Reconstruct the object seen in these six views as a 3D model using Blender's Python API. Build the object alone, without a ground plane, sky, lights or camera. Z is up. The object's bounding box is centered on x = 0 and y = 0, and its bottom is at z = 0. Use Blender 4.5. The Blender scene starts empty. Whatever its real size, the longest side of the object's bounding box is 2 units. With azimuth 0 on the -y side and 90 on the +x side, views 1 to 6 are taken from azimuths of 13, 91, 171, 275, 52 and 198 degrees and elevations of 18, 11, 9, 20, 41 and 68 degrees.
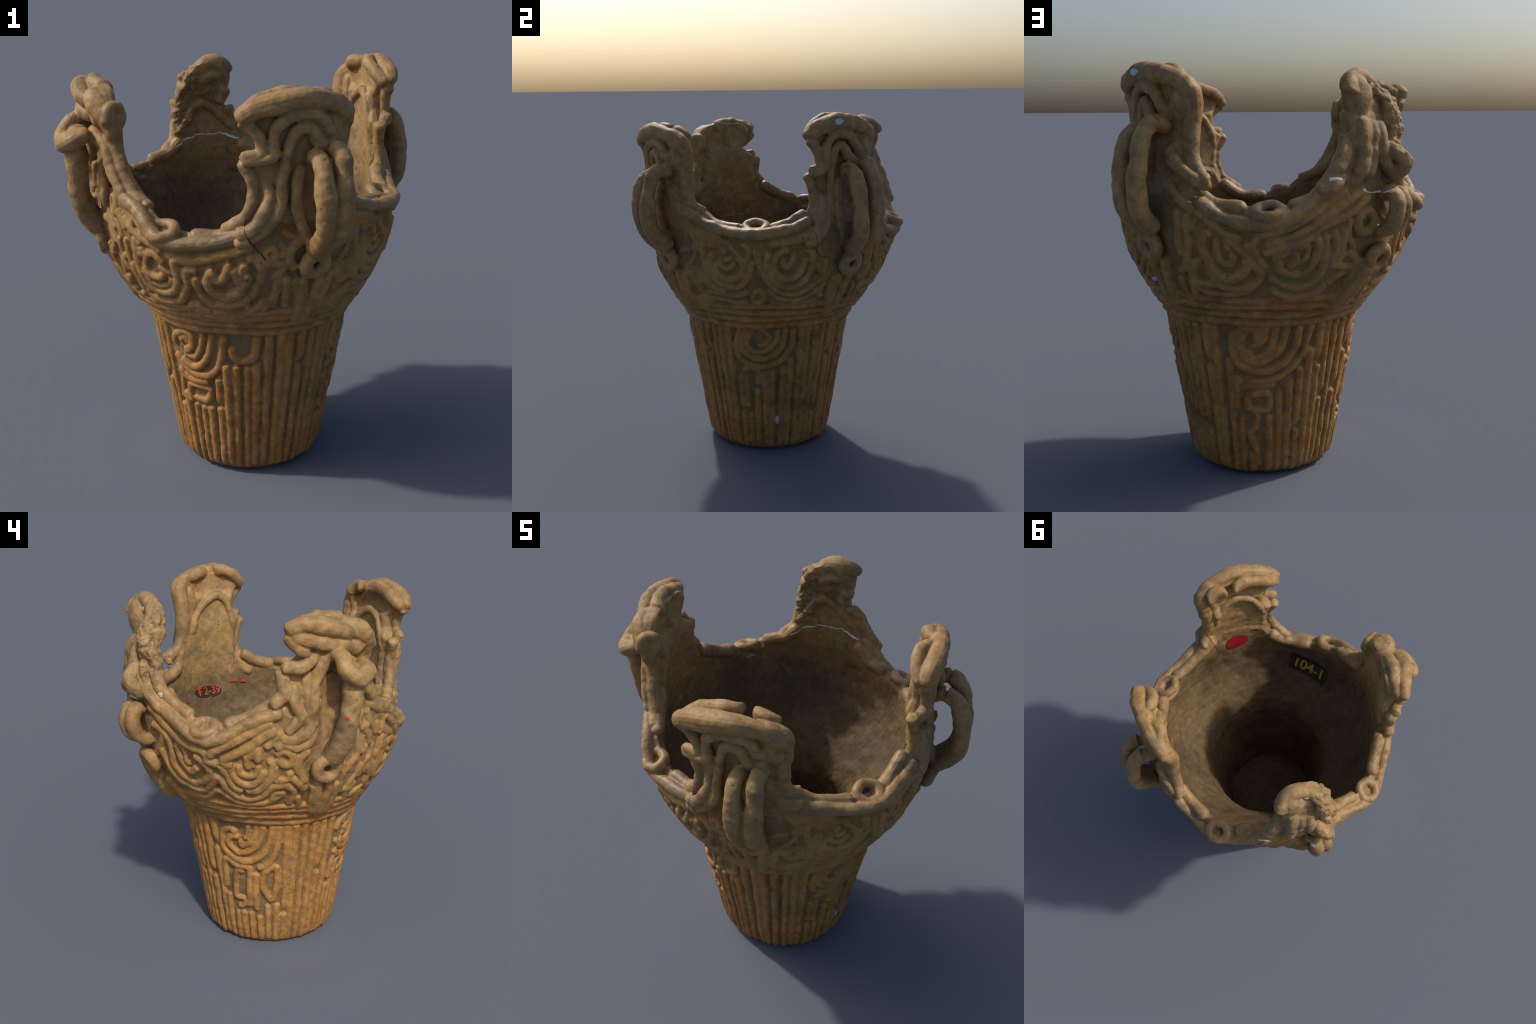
# Jomon style flame pottery: a coil-built clay vessel with four rim crests.
import bpy, bmesh, math, random
import numpy as np
from mathutils import Vector

random.seed(7)
RNG = np.random.default_rng(7)

# ------------------------------------------------------------------ the wall
# azimuth 0 looks to -y, 90 to +x.  Outer profile at groove level.
PROFILE_Z = [0, .012, .03, .1, .2, .3, .4, .5, .6, .7, .76, .80, .84, .9, 1.0, 1.1, 1.2, 1.3, 1.36, 1.5, 1.7, 2.1]
PROFILE_R = [.316, .336, .348, .363, .380, .395, .412, .430, .447, .463, .473, .486, .516, .561, .624, .672, .698, .716,
             .721, .715, .700, .690]
INNER_Z = [.12, .16, .5, .75, .85, .95, 1.05, 1.15, 1.25, 1.35, 1.45, 1.6, 2.1]
INNER_R = [.25, .28, .335, .376, .418, .488, .566, .615, .640, .645, .652, .675, .675]


def prof(z):
    return np.interp(z, PROFILE_Z, PROFILE_R)


def prof_in(z):
    return np.interp(z, INNER_Z, INNER_R)


def centre(z):
    t = np.clip((np.asarray(z, float) - .75) / .6, 0, 1)
    return .026 - .037 * t, -.029 + .039 * t


def S(az, z, d=0.0):
    """point(s) at azimuth az (degrees), height z, d outside the wall"""
    a = np.radians(az)
    cx, cy = centre(z)
    r = prof(z) + d
    return np.stack([cx + r * np.sin(a), cy - r * np.cos(a), np.asarray(z, float) + 0 * a], -1)


def S_in(az, z, d=0.0):
    a = np.radians(az)
    cx, cy = centre(z)
    r = prof_in(z) - d
    return np.stack([cx + r * np.sin(a), cy - r * np.cos(a), np.asarray(z, float) + 0 * a], -1)


def wall_normal(az, z, d):
    e = .01
    du = S(az + .5, z, d) - S(az - .5, z, d)
    dv = S(az, z + e * 2, d) - S(az, z - e * 2, d)
    n = np.cross(du, dv)
    return n / np.linalg.norm(n, axis=-1, keepdims=True)


def smooth_curve(pts, step):
    """centripetal-ish Catmull-Rom through control rows, resampled to about step metres"""
    p = np.array(pts, float)
    ext = np.vstack([2 * p[0] - p[1], p, 2 * p[-1] - p[-2]])
    out = []
    for i in range(1, len(ext) - 2):
        a, b, c, e = ext[i - 1], ext[i], ext[i + 1], ext[i + 2]
        m1, m2 = (c - a) * .42, (e - b) * .42
        for t in np.linspace(0, 1, 14, endpoint=False):
            h = t * t
            k = h * t
            out.append((2 * k - 3 * h + 1) * b + (k - 2 * h + t) * m1 + (3 * h - 2 * k) * c + (k - h) * m2)
    out.append(p[-1])
    q = np.array(out)
    xyz = S(q[:, 0], q[:, 1], q[:, 2])
    L = np.concatenate([[0], np.cumsum(np.linalg.norm(np.diff(xyz, axis=0), axis=1))])
    n = max(5, int(L[-1] / step) + 1)
    s = np.linspace(0, L[-1], n)
    return np.stack([np.interp(s, L, q[:, k]) for k in range(q.shape[1])], -1), s


def wobble(s, amp, scale=.06):
    v = np.zeros_like(s)
    for k in range(4):
        v += np.sin(s / scale * (1 + k * .83) + random.uniform(0, 6.3)) / (1 + k)
    return amp * v / 1.6


def tube_geometry(pts, flat=1.0, step=.011, sides=12, rough=.06, cap=True, square=1.0, sink=''):
    """clay roll through control points (az, z, d, radius); flat = depth / width of its section"""
    q, s = smooth_curve(pts, step)
    c = S(q[:, 0], q[:, 1], q[:, 2])
    t = np.gradient(c, axis=0)
    t /= np.linalg.norm(t, axis=1, keepdims=True) + 1e-9
    n = wall_normal(q[:, 0], q[:, 1], q[:, 2])
    n -= t * np.sum(n * t, 1, keepdims=True)
    ln = np.linalg.norm(n, axis=1, keepdims=True)
    bad = ln[:, 0] < .25
    n /= ln + 1e-9
    if bad.any():                                  # roll leaves the wall: carry the side direction through
        good = np.where(~bad)[0]
        side = np.cross(t, n)
        for i in np.where(bad)[0]:
            if len(good):
                g = good[np.argmin(abs(good - i))]
                sd = side[g] - t[i] * np.dot(side[g], t[i])
                sd /= np.linalg.norm(sd) + 1e-9
                n[i] = np.cross(sd, t[i])
    b = np.cross(t, n)
    r = q[:, 3] * (1 + wobble(s, rough) + wobble(s, rough * .25, .03))
    c = c + n * wobble(s, rough * .25)[:, None] * q[:, 3:4] + b * wobble(s, rough * .3)[:, None] * q[:, 3:4]
    rr = float(np.mean(q[:, 3]))
    for flag, e in (('s', s), ('e', s[-1] - s)):   # ends pressed into the clay below
        if flag in sink:
            c = c - (1 if q[:, 2].mean() > -.018 else -1) * n * (1.25 * rr * (1 - np.clip(e / (3.2 * rr), 0, 1)) ** 2)[:, None]
    if cap:                                        # rounded ends
        e = np.minimum(s, s[-1] - s)
        k = np.clip(e / (q[:, 3] * .8), 0, 1)
        r = r * np.sqrt(np.clip(1 - (1 - k) ** 2, .02, 1))
    ang = np.linspace(0, 2 * math.pi, sides, endpoint=False)
    ca, sa = np.cos(ang), np.sin(ang)
    if square != 1.0:
        ca = np.sign(ca) * abs(ca) ** square
        sa = np.sign(sa) * abs(sa) ** square
    v = c[:, None] + r[:, None, None] * (ca[None, :, None] * b[:, None] + flat * sa[None, :, None] * n[:, None])
    m = len(c)
    verts = v.reshape(-1, 3)
    faces = []
    for i in range(m - 1):
        for j in range(sides):
            k = (j + 1) % sides
            faces.append((i * sides + j, i * sides + k, (i + 1) * sides + k, (i + 1) * sides + j))
    faces.append(tuple(range(sides - 1, -1, -1)))
    faces.append(tuple((m - 1) * sides + j for j in range(sides)))
    return verts, faces


def ring_geometry(p, normal, major, minor, segs=36, sides=12, rough=.05, squash=1.0):
    n = np.array(normal, float)
    n /= np.linalg.norm(n)
    u = np.cross([0, 0, 1], n)
    if np.linalg.norm(u) < .1:
        u = np.array([1., 0, 0])
    u /= np.linalg.norm(u)
    w = np.cross(n, u)
    ph = random.uniform(0, 6)
    verts, faces = [], []
    for i in range(segs):
        a = 2 * math.pi * i / segs
        k = 1 + rough * math.sin(2 * a + ph) + rough * .6 * math.sin(5 * a + ph * 2)
        d = math.cos(a) * u + squash * math.sin(a) * w
        for j in range(sides):
            bb = 2 * math.pi * j / sides
            verts.append(p + d * (major * k + minor * math.cos(bb)) + n * minor * math.sin(bb))
    for i in range(segs):
        for j in range(sides):
            i2, j2 = (i + 1) % segs, (j + 1) % sides
            faces.append((i * sides + j, i2 * sides + j, i2 * sides + j2, i * sides + j2))
    return np.array(verts), faces


def blob_geometry(az, z, d, rt, rz, rr, n=14):
    """ellipsoid lump: tangential, vertical and radial radii"""
    c = S(az, z, d)
    a = math.radians(az)
    out, tan, up = np.array([math.sin(a), -math.cos(a), 0]), np.array([math.cos(a), math.sin(a), 0]), np.array([0, 0, 1.])
    verts, faces = [], []
    for i in range(n + 1):
        th = math.pi * i / n
        for j in range(2 * n):
            p = math.pi * j / n
            verts.append(c + tan * rt * math.sin(th) * math.cos(p) + out * rr * math.sin(th) * math.sin(p) + up * rz * math.cos(th))
    for i in range(n):
        for j in range(2 * n):
            k = (j + 1) % (2 * n)
            faces.append((i * 2 * n + j, (i + 1) * 2 * n + j, (i + 1) * 2 * n + k, i * 2 * n + k))
    return np.array(verts), faces


def plate_geometry(rows, nz=70, nu=36, hollows=()):
    """crest slab: rows (z, azimuth left, azimuth right, d of the outer face, thickness);
    hollows (azimuth, z, half width in degrees, half height, depth) are pressed into the outer face"""
    rows = np.array(rows, float)
    zs = np.linspace(rows[0, 0], rows[-1, 0], nz)
    col = [np.interp(zs, rows[:, 0], rows[:, k]) for k in range(1, 5)]
    verts = []
    for z, a0, a1, d, th in zip(zs, *col):
        az = np.linspace(a0, a1, nu)
        edge = np.minimum(np.linspace(0, 1, nu), np.linspace(1, 0, nu)) * (nu - 1)
        rnd = np.where(edge < .5, .3, np.where(edge < 1.5, .1, 0)) * th
        press = sum((dep * np.exp(-((az - ha) / hw) ** 4 - ((z - hz) / hh) ** 4) for ha, hz, hw, hh, dep in hollows), np.zeros(nu))
        o = S(az, np.full(nu, z), d - np.maximum(rnd, np.minimum(press, th - .028)))
        i = S(az, np.full(nu, z), d - th + rnd)
        verts.append(np.vstack([o, i[::-1]]))
    m = 2 * nu
    v = np.vstack(verts)
    faces = []
    for r in range(nz - 1):
        for j in range(m):
            k = (j + 1) % m
            faces.append((r * m + j, r * m + k, (r + 1) * m + k, (r + 1) * m + j))
    faces.append(tuple(range(m - 1, -1, -1)))
    faces.append(tuple((nz - 1) * m + j for j in range(m)))
    return v, faces


# ----------------------------------------------------------------- materials
def clay_material(name, colours, rough=.68, grain=.30, spot=(.16, .13, .10), spot_amount=.35, scale=3.0, stretch=1.0,
                  spec=.3, upper=None, film=.24):
    m = bpy.data.materials.new(name)
    m.use_nodes = True
    t = m.node_tree
    N, L = t.nodes, t.links
    N.clear()
    out = N.new('ShaderNodeOutputMaterial')
    bs = N.new('ShaderNodeBsdfPrincipled')
    L.new(bs.outputs[0], out.inputs[0])
    co = N.new('ShaderNodeTexCoord')
    mp = N.new('ShaderNodeMapping')
    mp.inputs['Scale'].default_value = (1, 1, stretch)
    L.new(co.outputs['Object'], mp.inputs[0])

    def noise(sc, det, rg=.6, dist=0.0):
        n = N.new('ShaderNodeTexNoise')
        n.inputs['Scale'].default_value = sc
        n.inputs['Detail'].default_value = det
        n.inputs['Roughness'].default_value = rg
        n.inputs['Distortion'].default_value = dist
        L.new(mp.outputs[0], n.inputs['Vector'])
        return n

    big = noise(scale, 6, .65, .3)
    ramp = N.new('ShaderNodeValToRGB')
    e = ramp.color_ramp.elements
    e[0].position, e[1].position = .30, .70
    e[0].color, e[1].color = (*colours[0], 1), (*colours[-1], 1)
    for i, c in enumerate(colours[1:-1]):
        x = e.new(.30 + .40 * (i + 1) / (len(colours) - 1))
        x.color = (*c, 1)
    L.new(big.outputs['Fac'], ramp.inputs[0])
    base = ramp.outputs[0]
    if upper:                                      # dark brown gives way to tan towards the rim
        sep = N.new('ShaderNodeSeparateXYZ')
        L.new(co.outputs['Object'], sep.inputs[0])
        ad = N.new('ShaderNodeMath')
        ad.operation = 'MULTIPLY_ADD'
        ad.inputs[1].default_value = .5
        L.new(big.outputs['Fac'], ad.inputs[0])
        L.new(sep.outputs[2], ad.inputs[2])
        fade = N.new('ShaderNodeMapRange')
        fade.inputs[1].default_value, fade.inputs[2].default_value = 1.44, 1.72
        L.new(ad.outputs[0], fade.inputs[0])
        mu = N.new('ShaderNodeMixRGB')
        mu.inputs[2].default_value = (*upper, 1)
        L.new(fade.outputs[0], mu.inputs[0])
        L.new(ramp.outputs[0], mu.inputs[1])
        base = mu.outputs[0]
    fine = noise(26, 8, .7)
    mr = N.new('ShaderNodeMapRange')
    mr.inputs[1].default_value, mr.inputs[2].default_value = .35, .68
    mr.inputs[3].default_value, mr.inputs[4].default_value = 1 - grain, 1 + grain * .55
    L.new(fine.outputs['Fac'], mr.inputs[0])
    mul = N.new('ShaderNodeMixRGB')
    mul.blend_type = 'MULTIPLY'
    mul.inputs[0].default_value = 1
    L.new(base, mul.inputs[1])
    L.new(mr.outputs[0], mul.inputs[2])
    dust = noise(5.5, 7, .7, .8)                   # grey-olive film in patches
    dr = N.new('ShaderNodeMapRange')
    dr.inputs[1].default_value, dr.inputs[2].default_value = .48, .66
    dr.inputs[4].default_value = film
    L.new(dust.outputs['Fac'], dr.inputs[0])
    dm = N.new('ShaderNodeMixRGB')
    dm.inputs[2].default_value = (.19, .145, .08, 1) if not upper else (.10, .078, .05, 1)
    L.new(dr.outputs[0], dm.inputs[0])
    L.new(mul.outputs[0], dm.inputs[1])
    vor = N.new('ShaderNodeTexVoronoi')            # sparse pits and grit
    vor.inputs['Scale'].default_value = 34
    L.new(mp.outputs[0], vor.inputs['Vector'])
    vsep = N.new('ShaderNodeSeparateColor')
    L.new(vor.outputs['Color'], vsep.inputs[0])
    vr = N.new('ShaderNodeMath')
    vr.operation = 'MULTIPLY'
    vr.inputs[1].default_value = .22
    L.new(vsep.outputs[0], vr.inputs[0])
    vl = N.new('ShaderNodeMath')
    vl.operation = 'LESS_THAN'
    L.new(vor.outputs['Distance'], vl.inputs[0])
    L.new(vr.outputs[0], vl.inputs[1])
    vg = N.new('ShaderNodeMath')
    vg.operation = 'GREATER_THAN'
    vg.inputs[1].default_value = .72
    L.new(vsep.outputs[1], vg.inputs[0])
    vm = N.new('ShaderNodeMath')
    vm.operation = 'MULTIPLY'
    L.new(vl.outputs[0], vm.inputs[0])
    L.new(vg.outputs[0], vm.inputs[1])
    pm = N.new('ShaderNodeMixRGB')
    pm.blend_type = 'MULTIPLY'
    pm.inputs[2].default_value = (.55, .52, .5, 1)
    L.new(vm.outputs[0], pm.inputs[0])
    L.new(dm.outputs[0], pm.inputs[1])
    pits = noise(11, 5, .55, .6)
    pr = N.new('ShaderNodeMapRange')
    pr.inputs[1].default_value, pr.inputs[2].default_value = .57, .72
    pr.inputs[4].default_value = spot_amount
    L.new(pits.outputs['Fac'], pr.inputs[0])
    mx = N.new('ShaderNodeMixRGB')
    mx.inputs[2].default_value = (*spot, 1)
    L.new(pr.outputs[0], mx.inputs[0])
    L.new(pm.outputs[0], mx.inputs[1])
    L.new(mx.outputs[0], bs.inputs['Base Color'])
    bs.inputs['Roughness'].default_value = rough
    bs.inputs['Specular IOR Level'].default_value = spec
    bump = N.new('ShaderNodeBump')
    bump.inputs['Strength'].default_value = .3
    bump.inputs['Distance'].default_value = .005
    g = noise(60, 6, .65)
    hs = N.new('ShaderNodeMath')
    hs.operation = 'MULTIPLY_ADD'
    hs.inputs[1].default_value = -.6
    L.new(vm.outputs[0], hs.inputs[0])
    L.new(g.outputs['Fac'], hs.inputs[2])
    L.new(hs.outputs[0], bump.inputs['Height'])
    L.new(bump.outputs[0], bs.inputs['Normal'])
    return m


def plain_material(name, col, rough=.5):
    m = bpy.data.materials.new(name)
    m.use_nodes = True
    t = m.node_tree
    bs = t.nodes['Principled BSDF']
    n = t.nodes.new('ShaderNodeTexNoise')
    n.inputs['Scale'].default_value = 40
    co = t.nodes.new('ShaderNodeTexCoord')
    t.links.new(co.outputs['Object'], n.inputs['Vector'])
    r = t.nodes.new('ShaderNodeValToRGB')
    r.color_ramp.elements[0].color = (*[c * .75 for c in col], 1)
    r.color_ramp.elements[1].color = (*[min(1, c * 1.15) for c in col], 1)
    t.links.new(n.outputs['Fac'], r.inputs[0])
    t.links.new(r.outputs[0], bs.inputs['Base Color'])
    bs.inputs['Roughness'].default_value = rough
    return m


MAT_BODY_COIL = clay_material('ochre_clay', [(.20, .102, .033), (.31, .165, .052), (.40, .208, .060), (.335, .142, .036), (.385, .218, .070)], spot=(.19, .13, .065), scale=3.2, film=.2)
MAT_BODY_WALL = clay_material('grey_ochre_clay', [(.155, .103, .049), (.20, .13, .058), (.245, .142, .053)], spot=(.135, .104, .064), scale=3, film=.35)
MAT_BOWL_COIL = clay_material('tan_clay', [(.20, .12, .048), (.315, .186, .070), (.385, .218, .072), (.31, .16, .051), (.36, .208, .075)], spot=(.165, .122, .07), scale=3.2)
MAT_BOWL_WALL = clay_material('dull_tan_clay', [(.185, .118, .051), (.25, .156, .064), (.29, .168, .062)], spot=(.15, .113, .068), scale=3, film=.3)
MAT_CREST = clay_material('pale_clay', [(.18, .116, .055), (.295, .186, .079), (.365, .226, .089), (.30, .168, .060), (.345, .212, .085)], spot=(.115, .09, .062), spot_amount=.6, scale=3.4, spec=.38, rough=.6)
MAT_RIM = clay_material('polished_rim_clay', [(.15, .096, .05), (.275, .17, .071), (.345, .207, .078), (.31, .17, .058)], spot=(.095, .074, .054), spot_amount=.65, scale=4, spec=.45, rough=.5)
MAT_INSIDE = clay_material('dark_inner_clay', [(.075, .049, .025), (.12, .078, .037), (.165, .107, .05), (.14, .082, .034)], spot=(.055, .035, .019), spot_amount=.65, scale=2.4, upper=(.285, .172, .068), film=.3)
MAT_BREAK = clay_material('worn_clay', [(.18, .118, .058), (.305, .193, .085), (.365, .232, .102), (.30, .175, .068)], spot=(.11, .084, .054), spot_amount=.6, scale=5, grain=.38)
MAT_BLACK = plain_material('black_label_paint', (.022, .017, .012))
MAT_YELLOW = plain_material('yellow_ink', (.42, .36, .02))
MAT_REDINK = plain_material('red_ink', (.50, .05, .015))
MAT_REDSPOT = plain_material('red_paint', (.42, .012, .02))
MAT_BLUE = plain_material('pale_blue_repair', (.42, .55, .66))
MAT_WHITE = plain_material('white_plaster', (.75, .70, .60))

# -------------------------------------------------------------------- objects
ROOT = bpy.data.objects.new('flame_pottery_vessel', None)
bpy.context.scene.collection.objects.link(ROOT)
ROOT['label'] = 'brown clay vessel with ridged body, spirals and four flame crests'
ROOT['category'] = 'clay pot'


def add_mesh(name, verts, faces, mat, parent, smooth=True):
    me = bpy.data.meshes.new(name)
    me.from_pydata([tuple(v) for v in verts], [], [tuple(f) for f in faces])
    me.update()
    if smooth:
        me.polygons.foreach_set('use_smooth', [True] * len(me.polygons))
    me.materials.append(mat)
    ob = bpy.data.objects.new(name, me)
    bpy.context.scene.collection.objects.link(ob)
    ob.parent = parent
    return ob


SOURCES = []      # every clay piece before kneading: (label, verts, faces)
LABELS = []       # (object name, material, parent label)


def clay(name, geometry, mat, parent=None):
    """register a piece of clay; all pieces are kneaded into one skin at the end"""
    LABELS.append((name, mat, parent))
    k = len(LABELS) - 1
    for v, f in (geometry if isinstance(geometry, list) else [geometry]):
        SOURCES.append((k, np.asarray(v), f))
    return k


def sine_noise(p, size, seed=0):
    g = np.random.default_rng(100 + seed)
    v = np.zeros(len(p))
    for k in range(10):
        d = g.normal(size=3)
        d /= np.linalg.norm(d)
        f = 2 * math.pi / (size * g.uniform(.5, 1.6))
        v += np.sin(p @ d * f + g.uniform(0, 6.3))
    return v / 4


# rim heights: outer edge (lower) and inner edge (higher) by azimuth
RIM_OUT = [(-47, 1.52), (-38, 1.46), (-32, 1.418), (-26, 1.40), (-22, 1.365), (-18.5, 1.315), (-15, 1.285), (-11, 1.272), (-6, 1.28),
           (2, 1.285), (8.5, 1.304), (14, 1.335), (20, 1.38), (30, 1.40), (40, 1.44), (44, 1.50), (49, 1.464), (57, 1.415), (68, 1.38),
           (77, 1.37), (86.5, 1.37), (94, 1.382), (102, 1.405), (107.5, 1.441), (112, 1.42), (138, 1.42), (144, 1.42),
           (150, 1.362), (155, 1.332), (161, 1.313), (165.5, 1.30), (175.5, 1.315), (183.7, 1.36), (189, 1.43),
           (194, 1.478), (200, 1.55), (212, 1.58), (218, 1.54), (222.7, 1.488), (228, 1.446), (235, 1.402), (243, 1.363),
           (249, 1.332), (254.5, 1.325), (260.4, 1.353), (266.6, 1.402), (272, 1.435), (280, 1.47), (290, 1.42),
           (306, 1.42), (310, 1.50)]
RIM_IN = [(-46, 1.56), (-38, 1.495), (-31, 1.445), (-26, 1.425), (-22, 1.402), (-17.5, 1.365), (-10, 1.332), (-4.5, 1.322), (.6, 1.317), (7, 1.329),
          (12.4, 1.363), (17.6, 1.423), (20, 1.48), (30, 1.52), (42, 1.53), (47, 1.503), (52, 1.475), (59, 1.431), (67, 1.407),
          (80, 1.403), (90.6, 1.407), (99, 1.43), (104.5, 1.475), (110, 1.52), (138, 1.52), (144.7, 1.44), (149.5, 1.403),
          (157, 1.39), (170, 1.386), (180, 1.394), (188, 1.41), (193, 1.46), (198.4, 1.536), (202, 1.588), (208, 1.66),
          (213, 1.70), (218, 1.67), (223, 1.60), (228, 1.51), (232, 1.470), (242, 1.440), (247, 1.41), (252, 1.40), (259, 1.416),
          (268, 1.443), (275.6, 1.495), (281, 1.535), (288, 1.57), (295, 1.635), (301, 1.655), (308, 1.63), (312, 1.58)]
RINGS = [(344.5, 1.332, -.004), (83, 1.406, -.035), (172, 1.370, -.002), (251, 1.386, -.014)]   # azimuth, z, d of rim rings


def by_azimuth(table, az):
    t = np.array(table)
    return np.interp(np.asarray(az) % 360, np.concatenate([t[:, 0] - 360, t[:, 0], t[:, 0] + 360]), np.tile(t[:, 1], 3))


def ring_bulge(az):
    v = 0
    for a, _, _ in RINGS:
        x = (np.asarray(az) - a + 180) % 360 - 180
        v = v + np.exp(-(x / 10.0) ** 2)
    return v


def rim_shift(az):
    """the rim is angular in plan: pushed out at its rings, drawn in between them"""
    return -.014 + .040 * ring_bulge(az)


def wall_shape(az, z):
    free = 1.0
    for lo, hi in ((14, 49), (108, 142), (197, 226), (283, 312)):       # crests keep the round wall
        x = abs((np.asarray(az) - (lo + hi) / 2 + 180) % 360 - 180) - (hi - lo) / 2
        free = free * np.clip(x / 6 + .5, 0, 1)
    return rim_shift(az) * free * np.clip((np.asarray(z) - 1.08) / .25, 0, 1) - wall_press(az, z)


HOLLOWS = [(37, 1.47, 5, .17, .01), (124, 1.48, 5, .18, .01), (300, 1.50, 3.5, .18, .045), (311, 1.47, 5, .15, .045)]


def wall_press(az, z):
    """recesses behind the handles"""
    v = 0
    for a, zc, wa, wz, dep in HOLLOWS:
        x = (np.asarray(az) - a + 180) % 360 - 180
        v = v + dep * np.exp(-(x / wa) ** 4 - ((np.asarray(z) - zc) / wz) ** 4)
    return v


def build_wall():
    na = 720
    az = np.linspace(0, 360, na, endpoint=False)
    zo, zi = by_azimuth(RIM_OUT, az) - .008, by_azimuth(RIM_IN, az) - .012
    rows, kind = [], []
    a = np.radians(az)
    cx0, cy0 = centre(0)
    for k in (.15, .5, .9):                           # underside
        rows.append(np.stack([cx0 + .318 * k * np.sin(a), cy0 - .318 * k * np.cos(a), np.zeros(na)], -1))
        kind.append('base')
    for z in np.concatenate([[0, .006, .014, .03], np.linspace(.05, .785, 60)]):
        rows.append(S(az, np.full(na, z)))
        kind.append('body')
    for z in np.linspace(.797, .955, 14):
        rows.append(S(az, np.full(na, z)))
        kind.append('neck')
    for t in np.linspace(0.02, 1, 46):
        z = .955 + (zo - .955) * t
        rows.append(S(az, z, wall_shape(az, z)))
        kind.append('bowl')
    ro = prof(zo) + wall_shape(az, zo)
    ri = prof_in(zi) - .008 * (1 - ring_bulge(az))
    for t in np.linspace(.06, 1, 16):                 # top of the rim, dished between its two rolls
        z = zo + (zi - zo) * t + .006 * math.sin(math.pi * t)
        r = ro + (ri + .03 - ro) * t
        for A, _, _ in RINGS:                         # hollow under every rim ring
            x = (az - A + 180) % 360 - 180
            z = z - .05 * np.exp(-(x / 2.6) ** 2) * math.exp(-((t - .52) / .22) ** 2)
        cx, cy = centre(z)
        rows.append(np.stack([cx + r * np.sin(a), cy - r * np.cos(a), z], -1))
        kind.append('rim')
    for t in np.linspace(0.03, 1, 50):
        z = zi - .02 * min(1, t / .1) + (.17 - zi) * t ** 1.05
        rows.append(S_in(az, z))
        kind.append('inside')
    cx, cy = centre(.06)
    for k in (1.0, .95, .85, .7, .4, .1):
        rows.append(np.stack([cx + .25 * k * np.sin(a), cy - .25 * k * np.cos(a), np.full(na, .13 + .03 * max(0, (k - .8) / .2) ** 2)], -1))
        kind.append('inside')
    v = np.array(rows)
    flatv = v.reshape(-1, 3)
    nrow = len(rows)
    ang = np.repeat(np.arange(nrow), na)
    radial = flatv[:, :2] - 0
    rn = np.linalg.norm(radial, axis=1, keepdims=True) + 1e-9
    bump = .003 * sine_noise(flatv, .16, 3) + .0015 * sine_noise(flatv, .05, 4)
    keep = np.isin(np.array(kind)[ang], ['body', 'neck', 'bowl', 'inside', 'rim'])
    keep &= ~((flatv[:, 2] < .045))
    flatv[:, :2] += np.where(keep[:, None], radial / rn * bump[:, None], 0)
    flatv[:, 2] = np.where(flatv[:, 2] < .0, 0, flatv[:, 2])
    faces, fk = [], []
    for r in range(nrow - 1):
        for j in range(na):
            k = (j + 1) % na
            faces.append((r * na + j, r * na + k, (r + 1) * na + k, (r + 1) * na + j))
            fk.append(kind[r + 1])
    faces.append(tuple(range(na - 1, -1, -1)))
    fk.append('base')
    faces.append(tuple((nrow - 1) * na + j for j in range(na)))
    fk.append('inside')
    names = {'base': 'foot', 'body': 'body', 'neck': 'neck', 'bowl': 'bowl', 'rim': 'rim', 'inside': 'inner_wall'}
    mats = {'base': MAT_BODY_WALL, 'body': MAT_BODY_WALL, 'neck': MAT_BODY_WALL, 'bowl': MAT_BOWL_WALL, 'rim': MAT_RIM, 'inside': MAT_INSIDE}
    parts = {}
    WALL.append((flatv, faces, fk))
    for key, nm in names.items():
        LABELS.append((nm, mats[key], None))
        parts[key] = len(LABELS) - 1
    return parts


WALL = []
PART = build_wall()
OCCUPIED = []          # (azimuth, z) samples of motifs on the body, kept free of plain ridges


def coil(place, w, *pts):
    """thin clay roll laid on the wall, control points (azimuth, z)"""
    body = place == 'body'
    if body:                                       # strands that rise to the neck end under its last band
        pts = [(a, .79 if k in (0, len(pts) - 1) and z > .735 else z) for k, (a, z) in enumerate(pts)]
    r = w * (1.04 if body else 1.12)
    q = [(a, z, .001 + float(wall_shape(a, z)), r) for a, z in pts]
    geo = tube_geometry(q, flat=.98 if body else .98, square=.85, rough=.08, sink='')
    clay('clay_coil', geo, MAT_BODY_COIL if body else MAT_BOWL_COIL, PART[place])
    if body:
        c, _ = smooth_curve([(a, z, 0, w) for a, z in pts], .012)
        OCCUPIED.extend((a % 360, z) for a, z in c[:, :2])


# ---------------------------------------------- neck bands, four clay rolls
for z, r in ((.938, .0195), (.899, .020), (.857, .0205), (.812, .023)):
    pts = []
    ph = random.uniform(0, 6)
    for k in range(37):
        az = k * 10
        pts.append((az, z + .004 * math.sin(math.radians(az) * 3 + ph) + .003 * math.sin(math.radians(az) * 7 + ph * 2), 0, r))
    clay('neck_band', tube_geometry(pts, flat=.95, rough=.05, cap=False), MAT_BODY_COIL, PART['neck'])


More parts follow.
